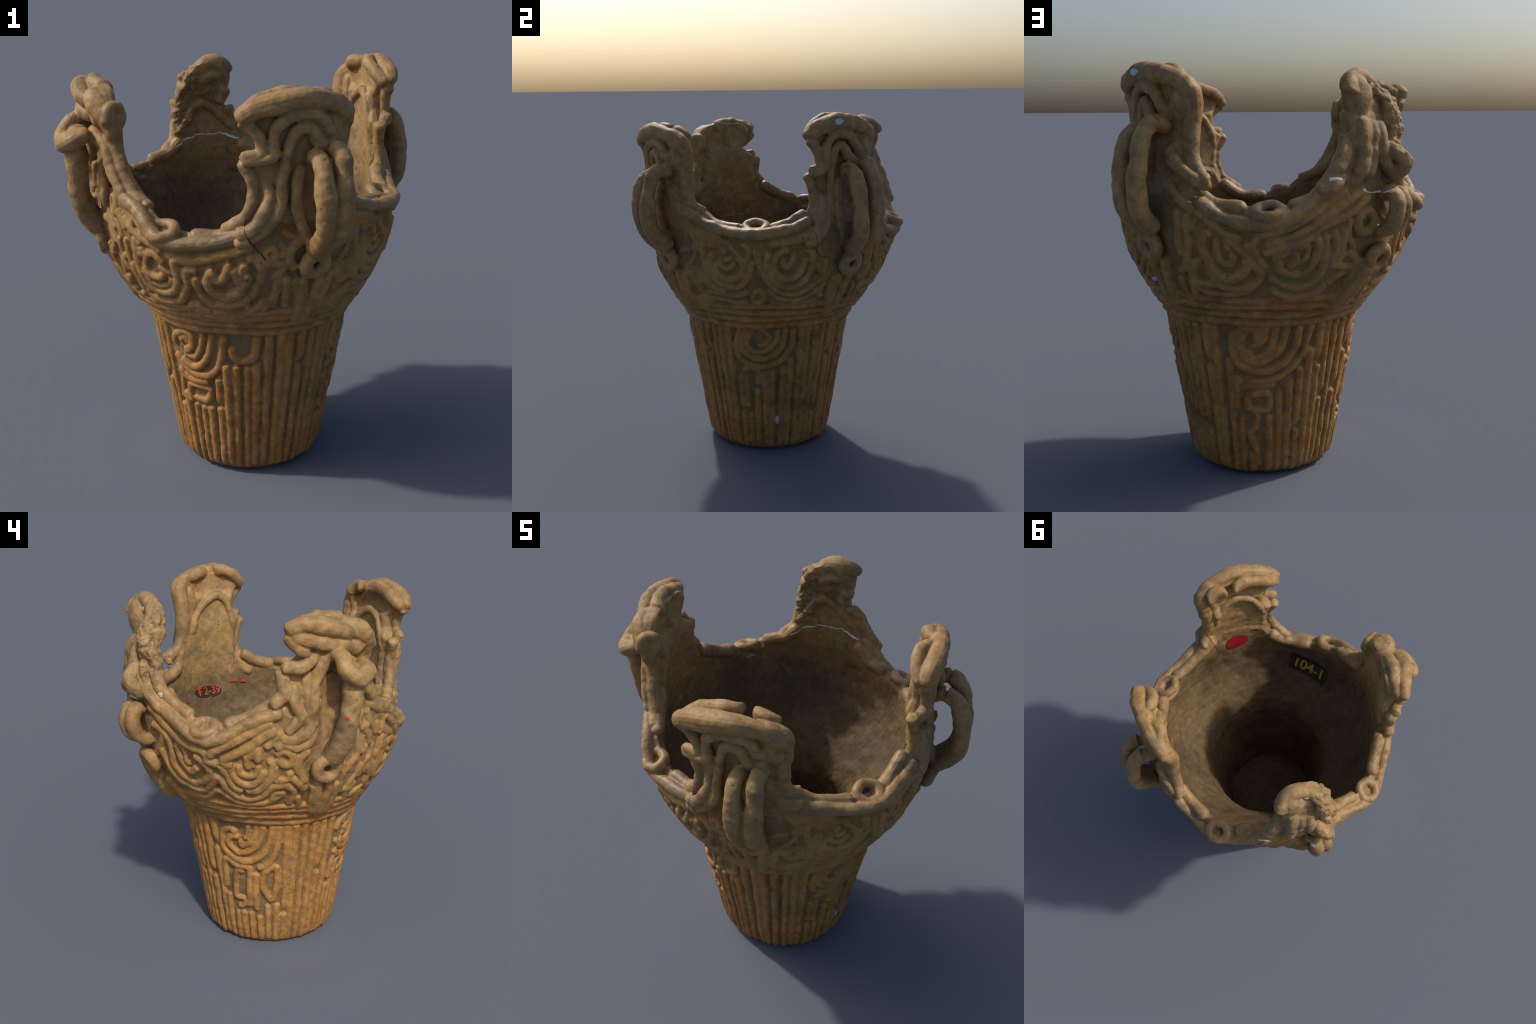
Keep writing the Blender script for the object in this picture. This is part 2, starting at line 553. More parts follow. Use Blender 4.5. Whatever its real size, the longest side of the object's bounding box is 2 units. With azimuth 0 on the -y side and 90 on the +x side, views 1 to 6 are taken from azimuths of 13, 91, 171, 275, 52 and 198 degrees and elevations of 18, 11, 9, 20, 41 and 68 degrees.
# ----------------------------------------------- applied coil ornament
# bowl panel under the dip at azimuth 90
coil('bowl', 0.018, (58.4, 1.310), (57.8, 1.245), (59.6, 1.161), (64.5, 1.097), (71.7, 1.062), (76.0, 1.065), (80.1, 1.117), (82.0, 1.179), (82.5, 1.222))
coil('bowl', 0.020, (63.4, 1.259), (62.0, 1.200), (64.2, 1.148), (68.5, 1.116), (73.3, 1.109), (76.9, 1.133), (78.7, 1.171), (77.8, 1.224), (74.7, 1.244))
coil('bowl', 0.015, (66.5, 1.226), (68.1, 1.174), (71.7, 1.170), (75.0, 1.208))
coil('bowl', 0.013, (68.9, 1.207), (73.6, 1.236))
coil('bowl', 0.016, (59.7, 1.287), (65.4, 1.289), (69.5, 1.272), (68.3, 1.242))
coil('bowl', 0.015, (71.3, 1.308), (73.6, 1.278), (76.4, 1.244))
coil('bowl', 0.013, (76.9, 1.304), (80.1, 1.302), (80.8, 1.236), (79.2, 1.228))
coil('bowl', 0.015, (83.3, 1.296), (85.2, 1.216), (86.4, 1.159), (90.0, 1.093), (95.0, 1.037), (101.8, 1.018), (108.2, 1.041), (114.0, 1.093), (118.8, 1.109))
coil('bowl', 0.018, (89.2, 1.276), (88.7, 1.216), (89.5, 1.152), (94.0, 1.085), (100.1, 1.059), (105.6, 1.086), (109.0, 1.157), (108.8, 1.250), (105.2, 1.281))
coil('bowl', 0.018, (98.2, 1.277), (93.5, 1.261), (91.7, 1.209), (92.8, 1.151), (97.2, 1.110), (102.2, 1.122), (104.8, 1.175), (105.9, 1.238))
coil('bowl', 0.014, (95.5, 1.236), (96.1, 1.186), (98.1, 1.175), (99.7, 1.213), (101.0, 1.255))
coil('bowl', 0.014, (82.5, 1.021), (85.5, 1.046), (88.5, 1.015), (86.1, 0.966), (82.7, 0.981), (82.5, 1.021))
coil('bowl', 0.014, (56.9, 1.016), (65.7, 1.016), (75.0, 1.009), (80.7, 1.029))
coil('bowl', 0.014, (51.3, 0.978), (60.5, 0.981), (70.5, 0.973), (81.0, 0.960))
coil('bowl', 0.015, (89.0, 1.046), (94.7, 0.998), (102.5, 0.978), (109.9, 0.996), (114.6, 1.045))
coil('bowl', 0.014, (91.2, 0.974), (98.9, 0.959), (108.0, 0.965), (116.9, 0.970))
coil('bowl', 0.016, (117.3, 1.088), (115.7, 1.028), (116.6, 0.979))
coil('bowl', 0.016, (120.6, 1.091), (122.1, 0.971))
coil('bowl', 0.016, (127.1, 1.073), (130.5, 0.939))
coil('bowl', 0.018, (119.9, 1.092), (123.0, 1.103), (126.6, 1.105))
coil('bowl', 0.020, (46.0, 1.132), (46.0, 1.048), (44.9, 0.933))
coil('bowl', 0.018, (34.5, 1.102), (36.4, 1.012), (37.9, 0.935))
coil('bowl', 0.015, (13.3, 1.037), (14.9, 0.938), (25.4, 0.906))
coil('bowl', 0.016, (50.3, 1.132), (54.3, 1.161), (57.7, 1.144), (57.4, 1.091), (52.9, 1.068), (50.5, 1.095), (50.3, 1.132))
coil('bowl', 0.017, (52.7, 1.296), (53.8, 1.233), (50.2, 1.177), (46.2, 1.148))
coil('bowl', 0.016, (58.6, 1.196), (60.0, 1.125), (61.8, 1.066), (66.1, 1.036))
coil('bowl', 0.016, (111.7, 1.205), (113.1, 1.145), (117.7, 1.132), (119.4, 1.181))
coil('bowl', 0.015, (109.9, 1.325), (112.3, 1.254), (115.5, 1.236))
coil('bowl', 0.022, (54.1, 1.375), (62.2, 1.342), (68.9, 1.313), (73.5, 1.309))
coil('bowl', 0.022, (88.6, 1.307), (96.9, 1.323), (104.2, 1.343), (109.8, 1.394))
# bowl panel at azimuth 350
coil('bowl', 0.020, (331.8, 1.372), (337.0, 1.321), (340.7, 1.272), (344.4, 1.218))
coil('bowl', 0.020, (17.2, 1.285), (12.5, 1.257), (3.8, 1.221), (-5.3, 1.197), (-11.4, 1.193), (-11.9, 1.138), (-12.2, 1.094), (-15.3, 1.039), (-20.0, 1.011), (-26.0, 1.011), (-29.2, 1.045), (-30.1, 1.112), (-29.7, 1.199), (-28.9, 1.273))
coil('bowl', 0.019, (356.9, 1.152), (351.7, 1.153), (351.7, 1.088), (347.4, 1.008), (343.1, 0.969), (334.8, 0.953), (328.9, 0.970), (326.6, 1.005), (326.3, 1.074), (325.3, 1.135))
coil('bowl', 0.016, (352.5, 0.993), (347.0, 0.945), (340.1, 0.920), (329.4, 0.910), (322.2, 0.926), (314.0, 0.956), (312.1, 1.011))
coil('bowl', 0.017, (343.7, 1.165), (340.7, 1.207), (336.8, 1.198), (333.8, 1.147), (334.3, 1.099), (338.2, 1.087), (342.4, 1.108))
coil('bowl', 0.014, (340.0, 1.151), (343.0, 1.133), (346.3, 1.122))
coil('bowl', 0.014, (333.0, 1.121), (333.6, 1.057), (338.2, 1.043), (343.5, 1.071), (345.8, 1.109))
coil('bowl', 0.020, (355.2, 1.131), (355.4, 1.074), (356.9, 1.015), (360.9, 0.980), (368.5, 0.983), (374.7, 1.030), (378.2, 1.101), (379.5, 1.161), (378.1, 1.215), (374.3, 1.228))
coil('bowl', 0.024, (3.4, 1.165), (0.6, 1.138), (-0.4, 1.093), (1.5, 1.048), (6.6, 1.032), (11.0, 1.058), (13.6, 1.108), (15.1, 1.163))
coil('bowl', 0.022, (1.0, 1.150), (3.3, 1.113), (6.0, 1.130), (7.9, 1.185), (9.7, 1.198))
coil('bowl', 0.022, (8.9, 1.180), (11.0, 1.132), (11.6, 1.102), (12.5, 1.150), (14.2, 1.204))
coil('bowl', 0.017, (352.1, 0.989), (355.4, 0.954), (362.0, 0.929), (371.6, 0.931), (377.5, 0.976), (381.8, 1.031))
coil('bowl', 0.016, (350.0, 0.910), (358.9, 0.914), (366.1, 0.914), (374.7, 0.892), (381.2, 0.936))
coil('bowl', 0.015, (352.2, 0.985), (347.4, 0.924), (351.3, 0.913), (353.8, 0.944), (352.2, 0.985))
coil('bowl', 0.014, (330.6, 1.277), (334.5, 1.281), (334.7, 1.258), (330.5, 1.218), (335.5, 1.213))
coil('bowl', 0.015, (323.5, 1.240), (324.3, 1.169), (324.3, 1.094), (325.6, 1.052))
coil('bowl', 0.015, (319.9, 1.241), (319.2, 1.178), (320.1, 1.119), (321.8, 1.072))
coil('bowl', 0.014, (317.6, 1.110), (313.2, 1.008), (317.3, 0.961))
coil('bowl', 0.017, (20.8, 1.260), (23.4, 1.265), (24.6, 1.229), (22.9, 1.207), (20.4, 1.232), (20.8, 1.260))
coil('bowl', 0.022, (33.9, 1.294), (30.8, 1.263), (29.5, 1.213), (32.0, 1.155))
coil('bowl', 0.018, (19.0, 1.215), (22.0, 1.196), (27.8, 1.185), (26.0, 1.150), (23.3, 1.116))
coil('bowl', 0.016, (26.0, 1.138), (24.9, 1.062), (24.5, 0.971))
coil('bowl', 0.020, (28.8, 1.141), (29.0, 1.064), (29.3, 0.965))
coil('bowl', 0.020, (32.1, 1.131), (33.6, 1.037), (37.3, 0.921), (41.4, 0.919))
coil('bowl', 0.018, (43.0, 1.105), (42.5, 1.025), (41.8, 0.926))
coil('bowl', 0.014, (48.4, 1.166), (52.4, 1.144), (53.1, 1.085), (49.3, 1.102), (48.4, 1.166))
coil('bowl', 0.018, (54.2, 1.157), (57.4, 1.098), (64.4, 1.042), (70.0, 1.036))
coil('bowl', 0.016, (57.7, 1.233), (60.1, 1.177), (60.0, 1.116))
coil('bowl', 0.016, (64.2, 1.208), (65.3, 1.137), (60.8, 1.113))
coil('bowl', 0.014, (46.9, 0.964), (52.6, 0.977), (59.0, 0.999))
coil('bowl', 0.014, (43.2, 0.923), (51.7, 0.951), (61.0, 0.957))
coil('bowl', 0.016, (20.0, 0.952), (24.6, 1.042), (26.2, 1.081))
coil('bowl', 0.018, (26.1, 1.357), (29.5, 1.321), (33.0, 1.312))
# bowl panel at azimuth 170
coil('bowl', 0.020, (149.3, 1.330), (153.1, 1.287), (158.1, 1.250), (163.8, 1.237))
coil('bowl', 0.022, (167.2, 1.252), (175.5, 1.279), (183.7, 1.321), (192.4, 1.382), (200.4, 1.443))
coil('bowl', 0.020, (170.8, 1.215), (180.0, 1.244), (186.7, 1.281), (195.2, 1.348), (202.3, 1.406), (208.5, 1.438))
coil('bowl', 0.018, (170.6, 1.169), (177.4, 1.197), (183.8, 1.214), (188.9, 1.245), (190.4, 1.273), (195.6, 1.303), (202.3, 1.343), (210.2, 1.414))
coil('bowl', 0.022, (152.2, 1.264), (148.8, 1.245), (148.2, 1.199), (150.2, 1.141), (152.5, 1.086), (156.2, 1.053), (160.1, 1.052), (163.8, 1.079), (165.4, 1.118), (163.7, 1.156))
coil('bowl', 0.018, (154.0, 1.237), (153.5, 1.184), (155.7, 1.133), (158.3, 1.119), (160.6, 1.147), (158.5, 1.175))
coil('bowl', 0.018, (156.7, 1.232), (160.3, 1.216), (163.5, 1.177), (167.1, 1.130), (170.0, 1.076), (168.8, 1.032), (163.4, 1.002), (156.3, 1.005), (152.8, 1.026))
coil('bowl', 0.016, (147.9, 1.139), (144.5, 1.113), (143.1, 1.048), (146.1, 1.016), (152.6, 1.025), (150.8, 1.069), (148.7, 1.104))
coil('bowl', 0.016, (143.4, 0.997), (150.9, 0.972), (160.7, 0.975), (167.9, 1.006))
coil('bowl', 0.013, (156.7, 1.238), (157.7, 1.192), (159.4, 1.181))
coil('bowl', 0.016, (168.9, 1.252), (167.3, 1.206), (169.3, 1.148), (172.7, 1.101))
coil('bowl', 0.014, (164.7, 1.229), (165.7, 1.189), (168.3, 1.172))
coil('bowl', 0.018, (142.2, 1.240), (142.3, 1.170), (139.8, 1.095), (136.6, 1.066))
coil('bowl', 0.018, (136.2, 1.053), (136.7, 0.989), (138.4, 0.910))
coil('bowl', 0.018, (143.2, 1.141), (142.1, 1.047), (141.6, 0.941))
coil('bowl', 0.016, (145.3, 1.231), (146.9, 1.267), (149.8, 1.280))
coil('bowl', 0.018, (188.9, 1.245), (190.7, 1.210), (190.6, 1.146), (188.9, 1.096), (185.6, 1.068), (181.2, 1.073), (177.7, 1.094), (176.6, 1.124), (178.8, 1.129))
coil('bowl', 0.017, (174.3, 1.136), (176.3, 1.159), (180.2, 1.172), (182.8, 1.156), (182.0, 1.128), (179.9, 1.105))
coil('bowl', 0.015, (171.0, 1.171), (177.5, 1.182), (184.0, 1.194), (187.3, 1.218))
coil('bowl', 0.014, (187.4, 1.212), (186.7, 1.154), (184.0, 1.109))
coil('bowl', 0.016, (173.4, 1.063), (178.5, 1.024), (184.8, 1.004), (190.6, 1.022), (194.1, 1.070), (194.7, 1.136))
coil('bowl', 0.016, (174.3, 1.006), (179.8, 0.964), (185.9, 0.950), (193.3, 0.964), (197.9, 1.015))
coil('bowl', 0.018, (192.9, 1.254), (194.1, 1.172), (193.4, 1.077))
coil('bowl', 0.018, (196.1, 1.269), (197.9, 1.186), (196.5, 1.086))
coil('bowl', 0.018, (199.7, 1.277), (200.1, 1.166), (198.5, 1.084))
coil('bowl', 0.016, (201.4, 1.321), (202.2, 1.240), (205.7, 1.178), (203.5, 1.151))
coil('bowl', 0.020, (211.2, 1.067), (211.1, 0.989), (213.3, 0.891))
coil('bowl', 0.022, (219.7, 1.027), (221.2, 0.945), (227.0, 0.837))
coil('bowl', 0.018, (202.6, 1.164), (207.4, 1.134), (207.1, 1.085), (200.0, 1.107), (202.6, 1.164))
coil('bowl', 0.015, (198.1, 1.008), (201.0, 1.043), (207.0, 1.073))
coil('bowl', 0.015, (202.7, 0.915), (205.9, 0.971), (208.1, 1.033))
# bowl panel at azimuth 255
coil('bowl', 0.020, (221.9, 1.434), (229.7, 1.372), (236.8, 1.312), (243.5, 1.274), (250.6, 1.261), (251.4, 1.207), (256.0, 1.197))
coil('bowl', 0.022, (253.7, 1.225), (253.7, 1.260), (261.2, 1.311), (270.0, 1.368), (278.2, 1.417))
coil('bowl', 0.022, (280.1, 1.385), (273.1, 1.337), (268.2, 1.289), (261.1, 1.246), (257.8, 1.217), (259.1, 1.198), (262.0, 1.194))
coil('bowl', 0.018, (223.6, 1.342), (231.1, 1.303), (233.0, 1.225), (232.5, 1.151), (235.9, 1.082), (241.4, 1.051), (247.4, 1.083), (251.2, 1.138), (249.1, 1.203), (245.0, 1.229))
coil('bowl', 0.017, (236.6, 1.270), (237.5, 1.173), (241.4, 1.122), (246.1, 1.167))
coil('bowl', 0.014, (236.2, 1.283), (240.5, 1.246), (240.4, 1.182), (242.8, 1.166))
coil('bowl', 0.018, (225.5, 1.251), (227.3, 1.141), (231.2, 1.054), (238.5, 1.017), (245.3, 1.016), (251.4, 1.081), (254.2, 1.118), (256.6, 1.049), (260.7, 1.001), (265.6, 0.988), (272.0, 1.014), (276.6, 1.073), (281.8, 1.084), (285.0, 1.051))
coil('bowl', 0.016, (228.0, 0.959), (235.4, 0.963), (244.0, 0.968), (252.1, 1.032), (256.8, 0.985), (262.1, 0.957), (270.4, 0.964), (276.3, 0.988), (281.3, 1.033), (278.0, 1.031))
coil('bowl', 0.016, (263.1, 1.203), (263.6, 1.153), (266.9, 1.133), (270.0, 1.150), (271.6, 1.201))
coil('bowl', 0.018, (260.0, 1.192), (261.2, 1.128), (263.8, 1.089), (267.9, 1.084), (271.8, 1.121), (274.1, 1.173))
coil('bowl', 0.018, (256.0, 1.197), (258.2, 1.131), (260.2, 1.064), (264.2, 1.043))
coil('bowl', 0.018, (264.2, 1.043), (270.8, 1.056), (275.2, 1.114), (277.1, 1.201), (275.3, 1.229))
coil('bowl', 0.018, (267.0, 1.261), (267.4, 1.192), (269.4, 1.193))
coil('bowl', 0.020, (267.2, 1.227), (271.4, 1.284), (271.4, 1.208))
coil('bowl', 0.014, (253.9, 0.929), (261.6, 0.933), (270.0, 0.922), (276.6, 0.927))
coil('bowl', 0.014, (227.5, 0.885), (242.2, 0.918), (251.8, 0.943))
coil('bowl', 0.018, (270.1, 1.380), (274.7, 1.423), (279.8, 1.446))
coil('bowl', 0.022, (278.1, 1.290), (282.0, 1.309), (286.6, 1.289), (291.0, 1.310), (294.1, 1.367))
coil('bowl', 0.024, (280.7, 1.342), (285.8, 1.332), (290.7, 1.359), (292.2, 1.413), (290.7, 1.499))
coil('bowl', 0.022, (282.6, 1.360), (285.9, 1.406), (287.3, 1.466), (285.9, 1.539))
coil('bowl', 0.018, (274.4, 1.284), (278.8, 1.336), (281.7, 1.379))
coil('bowl', 0.018, (278.4, 1.242), (281.4, 1.275), (285.1, 1.252), (284.6, 1.211), (281.6, 1.199), (278.4, 1.242))
coil('bowl', 0.022, (292.0, 1.278), (288.0, 1.235), (287.0, 1.180), (290.8, 1.094))
coil('bowl', 0.018, (277.8, 1.201), (277.9, 1.113), (283.0, 1.122), (284.0, 1.168))
coil('bowl', 0.020, (284.0, 1.132), (287.7, 1.090), (290.8, 1.044))
coil('bowl', 0.018, (275.8, 1.082), (282.0, 1.079), (285.8, 1.034), (283.4, 0.956))
coil('bowl', 0.016, (275.3, 0.970), (277.7, 1.031), (280.9, 1.030))
coil('bowl', 0.018, (287.6, 1.015), (289.3, 0.911))
coil('bowl', 0.022, (294.9, 1.078), (294.7, 1.003), (295.1, 0.920), (299.4, 0.865), (305.3, 0.889), (306.2, 0.965), (305.3, 1.070))
coil('bowl', 0.016, (308.0, 1.183), (306.9, 1.113))
coil('bowl', 0.018, (312.6, 1.141), (308.2, 1.117), (309.0, 1.009), (315.3, 1.005), (316.7, 1.050))
coil('bowl', 0.016, (306.5, 0.937), (315.6, 0.935), (322.4, 0.962), (329.9, 1.008))
coil('bowl', 0.015, (306.6, 0.895), (315.8, 0.898), (326.3, 0.912))
coil('bowl', 0.018, (307.8, 1.309), (313.7, 1.281), (314.6, 1.193), (309.2, 1.136))
coil('bowl', 0.018, (313.5, 1.329), (315.9, 1.274), (318.3, 1.196))
coil('bowl', 0.016, (324.2, 1.248), (323.2, 1.165), (318.2, 1.123), (317.8, 1.062))
coil('bowl', 0.016, (336.5, 1.204), (328.1, 1.162), (333.7, 1.089))
# bowl panel at azimuth 170
coil('bowl', 0.020, (135.0, 1.471), (138.6, 1.406), (143.4, 1.365), (149.3, 1.327))
coil('bowl', 0.018, (138.1, 1.367), (138.4, 1.283), (138.2, 1.201), (139.8, 1.144))
coil('bowl', 0.017, (142.3, 1.348), (141.8, 1.274), (142.6, 1.217))
coil('bowl', 0.015, (145.4, 1.328), (144.7, 1.271), (147.4, 1.278))
# bowl panel under the dip at azimuth 90
coil('bowl', 0.018, (48.7, 1.390), (54.2, 1.312), (55.3, 1.242))
coil('bowl', 0.016, (115.6, 1.222), (115.4, 1.157), (112.7, 1.131))
# bowl panel at azimuth 350
coil('bowl', 0.018, (324.5, 1.441), (328.3, 1.398), (330.8, 1.330), (328.1, 1.265))
coil('bowl', 0.018, (317.3, 1.434), (316.4, 1.368), (320.9, 1.292), (322.8, 1.232))
coil('bowl', 0.020, (321.3, 1.369), (324.8, 1.315), (326.3, 1.277))
coil('bowl', 0.016, (310.0, 1.355), (313.9, 1.301), (318.8, 1.262))
# bowl panel at azimuth 255
coil('bowl', 0.018, (295.3, 1.530), (293.7, 1.453), (294.1, 1.386))
coil('bowl', 0.018, (313.5, 1.456), (310.9, 1.387), (313.5, 1.329))
coil('bowl', 0.020, (319.3, 1.429), (320.7, 1.355), (315.6, 1.330))
coil('bowl', 0.017, (325.1, 1.342), (334.5, 1.269), (351.7, 1.190))
# bowl panel at azimuth 350
coil('bowl', 0.016, (26.0, 1.291), (27.7, 1.255), (26.8, 1.210))
coil('bowl', 0.016, (44.4, 1.235), (47.6, 1.252), (51.7, 1.248))
coil('bowl', 0.018, (51.2, 1.404), (55.5, 1.332), (65.1, 1.313))
# bowl panel at azimuth 170
coil('bowl', 0.018, (221.3, 1.162), (224.6, 1.206), (228.6, 1.278), (230.1, 1.336))
# spiral motif on the body at azimuth 90
coil('body', 0.018, (72.6, 0.766), (68.4, 0.683), (70.5, 0.605), (77.8, 0.562), (87.1, 0.549), (98.1, 0.572), (105.3, 0.632), (108.6, 0.701), (108.2, 0.773))
coil('body', 0.017, (77.4, 0.761), (72.9, 0.702), (73.8, 0.643), (80.0, 0.607), (89.0, 0.597), (96.7, 0.628), (101.9, 0.690), (102.9, 0.777))
coil('body', 0.016, (80.8, 0.747), (76.5, 0.697), (80.2, 0.647), (87.4, 0.641), (93.6, 0.677), (97.8, 0.731), (97.4, 0.779))
coil('body', 0.016, (84.2, 0.764), (89.2, 0.769), (92.3, 0.733), (88.4, 0.689), (84.0, 0.684))
coil('body', 0.018, (71.6, 0.517), (77.7, 0.546), (84.2, 0.516), (83.8, 0.434))
coil('body', 0.015, (74.5, 0.503), (74.8, 0.429), (74.4, 0.279))
# spiral motif on the body at azimuth 252
coil('body', 0.018, (251.6, 0.710), (247.2, 0.747), (240.8, 0.706), (240.0, 0.624), (244.3, 0.573), (252.7, 0.548), (260.9, 0.554), (267.9, 0.592), (273.0, 0.666), (275.7, 0.761))
coil('body', 0.018, (254.1, 0.698), (247.9, 0.696), (244.5, 0.658), (246.9, 0.619), (253.2, 0.597), (261.3, 0.627), (266.5, 0.687), (269.9, 0.756))
coil('body', 0.016, (253.9, 0.682), (254.5, 0.643), (259.8, 0.666), (262.9, 0.708), (265.2, 0.758))
coil('body', 0.015, (255.0, 0.700), (257.9, 0.703), (260.4, 0.754))
coil('body', 0.018, (264.2, 0.508), (273.0, 0.545), (277.9, 0.641), (279.6, 0.756))
coil('body', 0.018, (238.0, 0.347), (240.6, 0.537), (250.4, 0.511), (258.8, 0.507), (258.0, 0.401), (257.3, 0.247))
coil('body', 0.016, (254.9, 0.481), (248.9, 0.471), (246.1, 0.314), (254.1, 0.302), (253.2, 0.258), (246.9, 0.243))
coil('body', 0.018, (278.1, 0.536), (269.4, 0.477), (268.3, 0.393), (274.9, 0.300), (278.5, 0.394), (278.5, 0.536))
coil('body', 0.018, (263.2, 0.482), (262.5, 0.355), (262.9, 0.226))
# spiral motif on the body at azimuth 166
coil('body', 0.020, (168.2, 0.760), (162.0, 0.779), (156.5, 0.743), (154.8, 0.684), (156.6, 0.620), (161.7, 0.577), (170.0, 0.559), (179.0, 0.570), (186.9, 0.612), (192.2, 0.679), (194.1, 0.758))
coil('body', 0.018, (166.1, 0.737), (161.9, 0.739), (159.8, 0.699), (161.3, 0.642), (165.6, 0.610), (172.3, 0.604), (178.9, 0.635), (183.9, 0.685), (186.9, 0.768))
coil('body', 0.016, (162.6, 0.674), (167.2, 0.630), (174.5, 0.649), (178.8, 0.694), (180.9, 0.771))
coil('body', 0.016, (165.2, 0.688), (168.8, 0.695), (173.1, 0.721), (174.9, 0.780))
coil('body', 0.015, (168.3, 0.753), (168.9, 0.721), (171.1, 0.747), (170.9, 0.781))
coil('body', 0.018, (160.6, 0.520), (172.9, 0.509), (183.0, 0.529), (191.4, 0.581), (198.1, 0.653), (201.9, 0.746))
coil('body', 0.018, (155.8, 0.345), (156.3, 0.534), (160.3, 0.483), (169.8, 0.486), (180.7, 0.490))
coil('body', 0.018, (164.0, 0.437), (176.1, 0.445), (176.1, 0.363), (163.7, 0.366), (163.2, 0.437))
coil('body', 0.016, (164.4, 0.350), (169.4, 0.330), (167.5, 0.268), (163.8, 0.226), (168.0, 0.143), (168.5, 0.050))
# spiral motif on the body at azimuth 335
coil('body', 0.020, (323.4, 0.675), (325.2, 0.727), (334.1, 0.769), (338.7, 0.751), (338.5, 0.699), (331.9, 0.654))
coil('body', 0.017, (328.6, 0.704), (335.1, 0.743), (335.0, 0.698))
coil('body', 0.018, (323.2, 0.630), (329.7, 0.570), (337.0, 0.544), (346.8, 0.546), (354.0, 0.595), (357.5, 0.673), (360.0, 0.749))
coil('body', 0.018, (328.6, 0.616), (336.6, 0.577), (344.1, 0.608), (349.4, 0.676), (353.1, 0.748))
coil('body', 0.016, (330.5, 0.643), (338.9, 0.638), (343.9, 0.689), (347.8, 0.747))
coil('body', 0.018, (324.3, 0.559), (329.4, 0.513), (338.2, 0.505), (349.1, 0.516))
coil('body', 0.016, (323.1, 0.371), (327.1, 0.522), (335.8, 0.492))
coil('body', 0.016, (331.3, 0.364), (331.7, 0.466), (340.8, 0.477), (348.5, 0.469), (344.6, 0.403), (333.5, 0.401))
coil('body', 0.020, (3.9, 0.730), (4.8, 0.679), (9.7, 0.649), (16.4, 0.674), (18.5, 0.740))

# -------------------------------------------------- plain ridges of the body
OCC = np.array(OCCUPIED)
RIDGES = 57
for i in range(RIDGES):
    az = (i + random.uniform(-.15, .15)) * 360 / RIDGES
    dz = (OCC[:, 0] - az + 180) % 360 - 180
    near = abs(dz) < 3.0
    top = min(.798, OCC[near, 1].min() - .026) if near.any() else .798
    if top < .09:
        continue
    lean = random.uniform(-.4, .4)
    bottom = random.uniform(.006, .016)
    w = random.uniform(.0180, .0220)
    cuts = [(bottom, top)]
    if top - bottom > .45 and random.random() < .3:   # some ridges are laid in two pieces
        c = random.uniform(.2, top - .15)
        cuts = [(bottom, c - .001), (c + .001, top)]
    for z0, z1 in cuts:
        n = max(3, int((z1 - z0) / .09) + 2)
        pts = []
        for k in range(n):
            z = z0 + (z1 - z0) * k / (n - 1)
            r = w * prof(z) / .42
            pts.append((az + lean * (z - .4) + random.uniform(-.25, .25), z, .0, r))
        clay('ridge', tube_geometry(pts, flat=.98, square=.85, rough=.04, sink='s'), MAT_BODY_COIL, PART['body'])


# ------------------------------------------------------------------ rim rolls
def rim_roll(table, lo, hi, d, r, lift=0.0):
    az = np.arange(lo, hi + .1, 3.0)
    z = by_azimuth(table, az)
    z = np.convolve(np.pad(z, 1, mode='edge'), [.25, .5, .25], 'valid')
    pts = [(a, zz + lift, d + float(rim_shift(a)), r) for a, zz in zip(az, z)]
    clay('rim_coil', tube_geometry(pts, rough=.06), MAT_RIM, PART['rim'])


for lo, hi in ((-40, 15), (45, 109), (145, 196), (222, 282)):
    rim_roll(RIM_OUT, lo, hi, -.001, .032, lift=-.006)
for lo, hi in ((-44, -22), (-7, 19), (47, 77), (89, 108), (143, 165), (179, 197), (226, 246), (258, 280)):
    rim_roll(RIM_IN, lo, hi, -.051, .035, lift=-.026)

for az, z, d in RINGS:
    a = math.radians(az)
    out = np.array([math.sin(a), -math.cos(a), 0])
    n = out * .45 + np.array([0, 0, 1.0])
    clay('rim_ring', [blob_geometry(az, z - .050, d - .004, .088, .028, .062), ring_geometry(S(az, z - .014, d), n, .054, .027, squash=.92)], MAT_RIM, PART['rim'])


# ------------------------------------------------------------- intact crests
def warp(src, dst, zscale, shift, lean):
    """carries the crest recipe (written for azimuths 12..53) to another place on the rim"""
    def f(az, z, d, *rest):
        a = np.interp(az, src, dst)
        if az < src[0]: a = dst[0] + (az - src[0])
        if az > src[-1]: a = dst[-1] + (az - src[-1])
        zz = 1.2 + (z - 1.2) * zscale
        return (float(a), float(zz), float(d + shift * np.clip((z - 1.25) / .15, 0, 1) + lean * (z - 1.3)), *rest)
    return f


SINKS = ['e', 'e', 'se', '', 'e', 'e', 's', 'se', '', 'se', 'se', 'se']


def buttress(az0, az1, parent):
    """two ridges running from a foot ring down to the neck"""
    for k in (-1, 1):
        pts = [(az0 + 3.2 * k, 1.13, .006, .025), ((az0 + az1) / 2 + 2.6 * k, 1.0, .008, .026), (az1 + 1.8 * k, .90, .01, .025), (az1 + .8 * k, .83, .004, .022)]
        clay('foot_ridge', tube_geometry(pts, rough=.06, sink='e'), MAT_BOWL_COIL, parent)


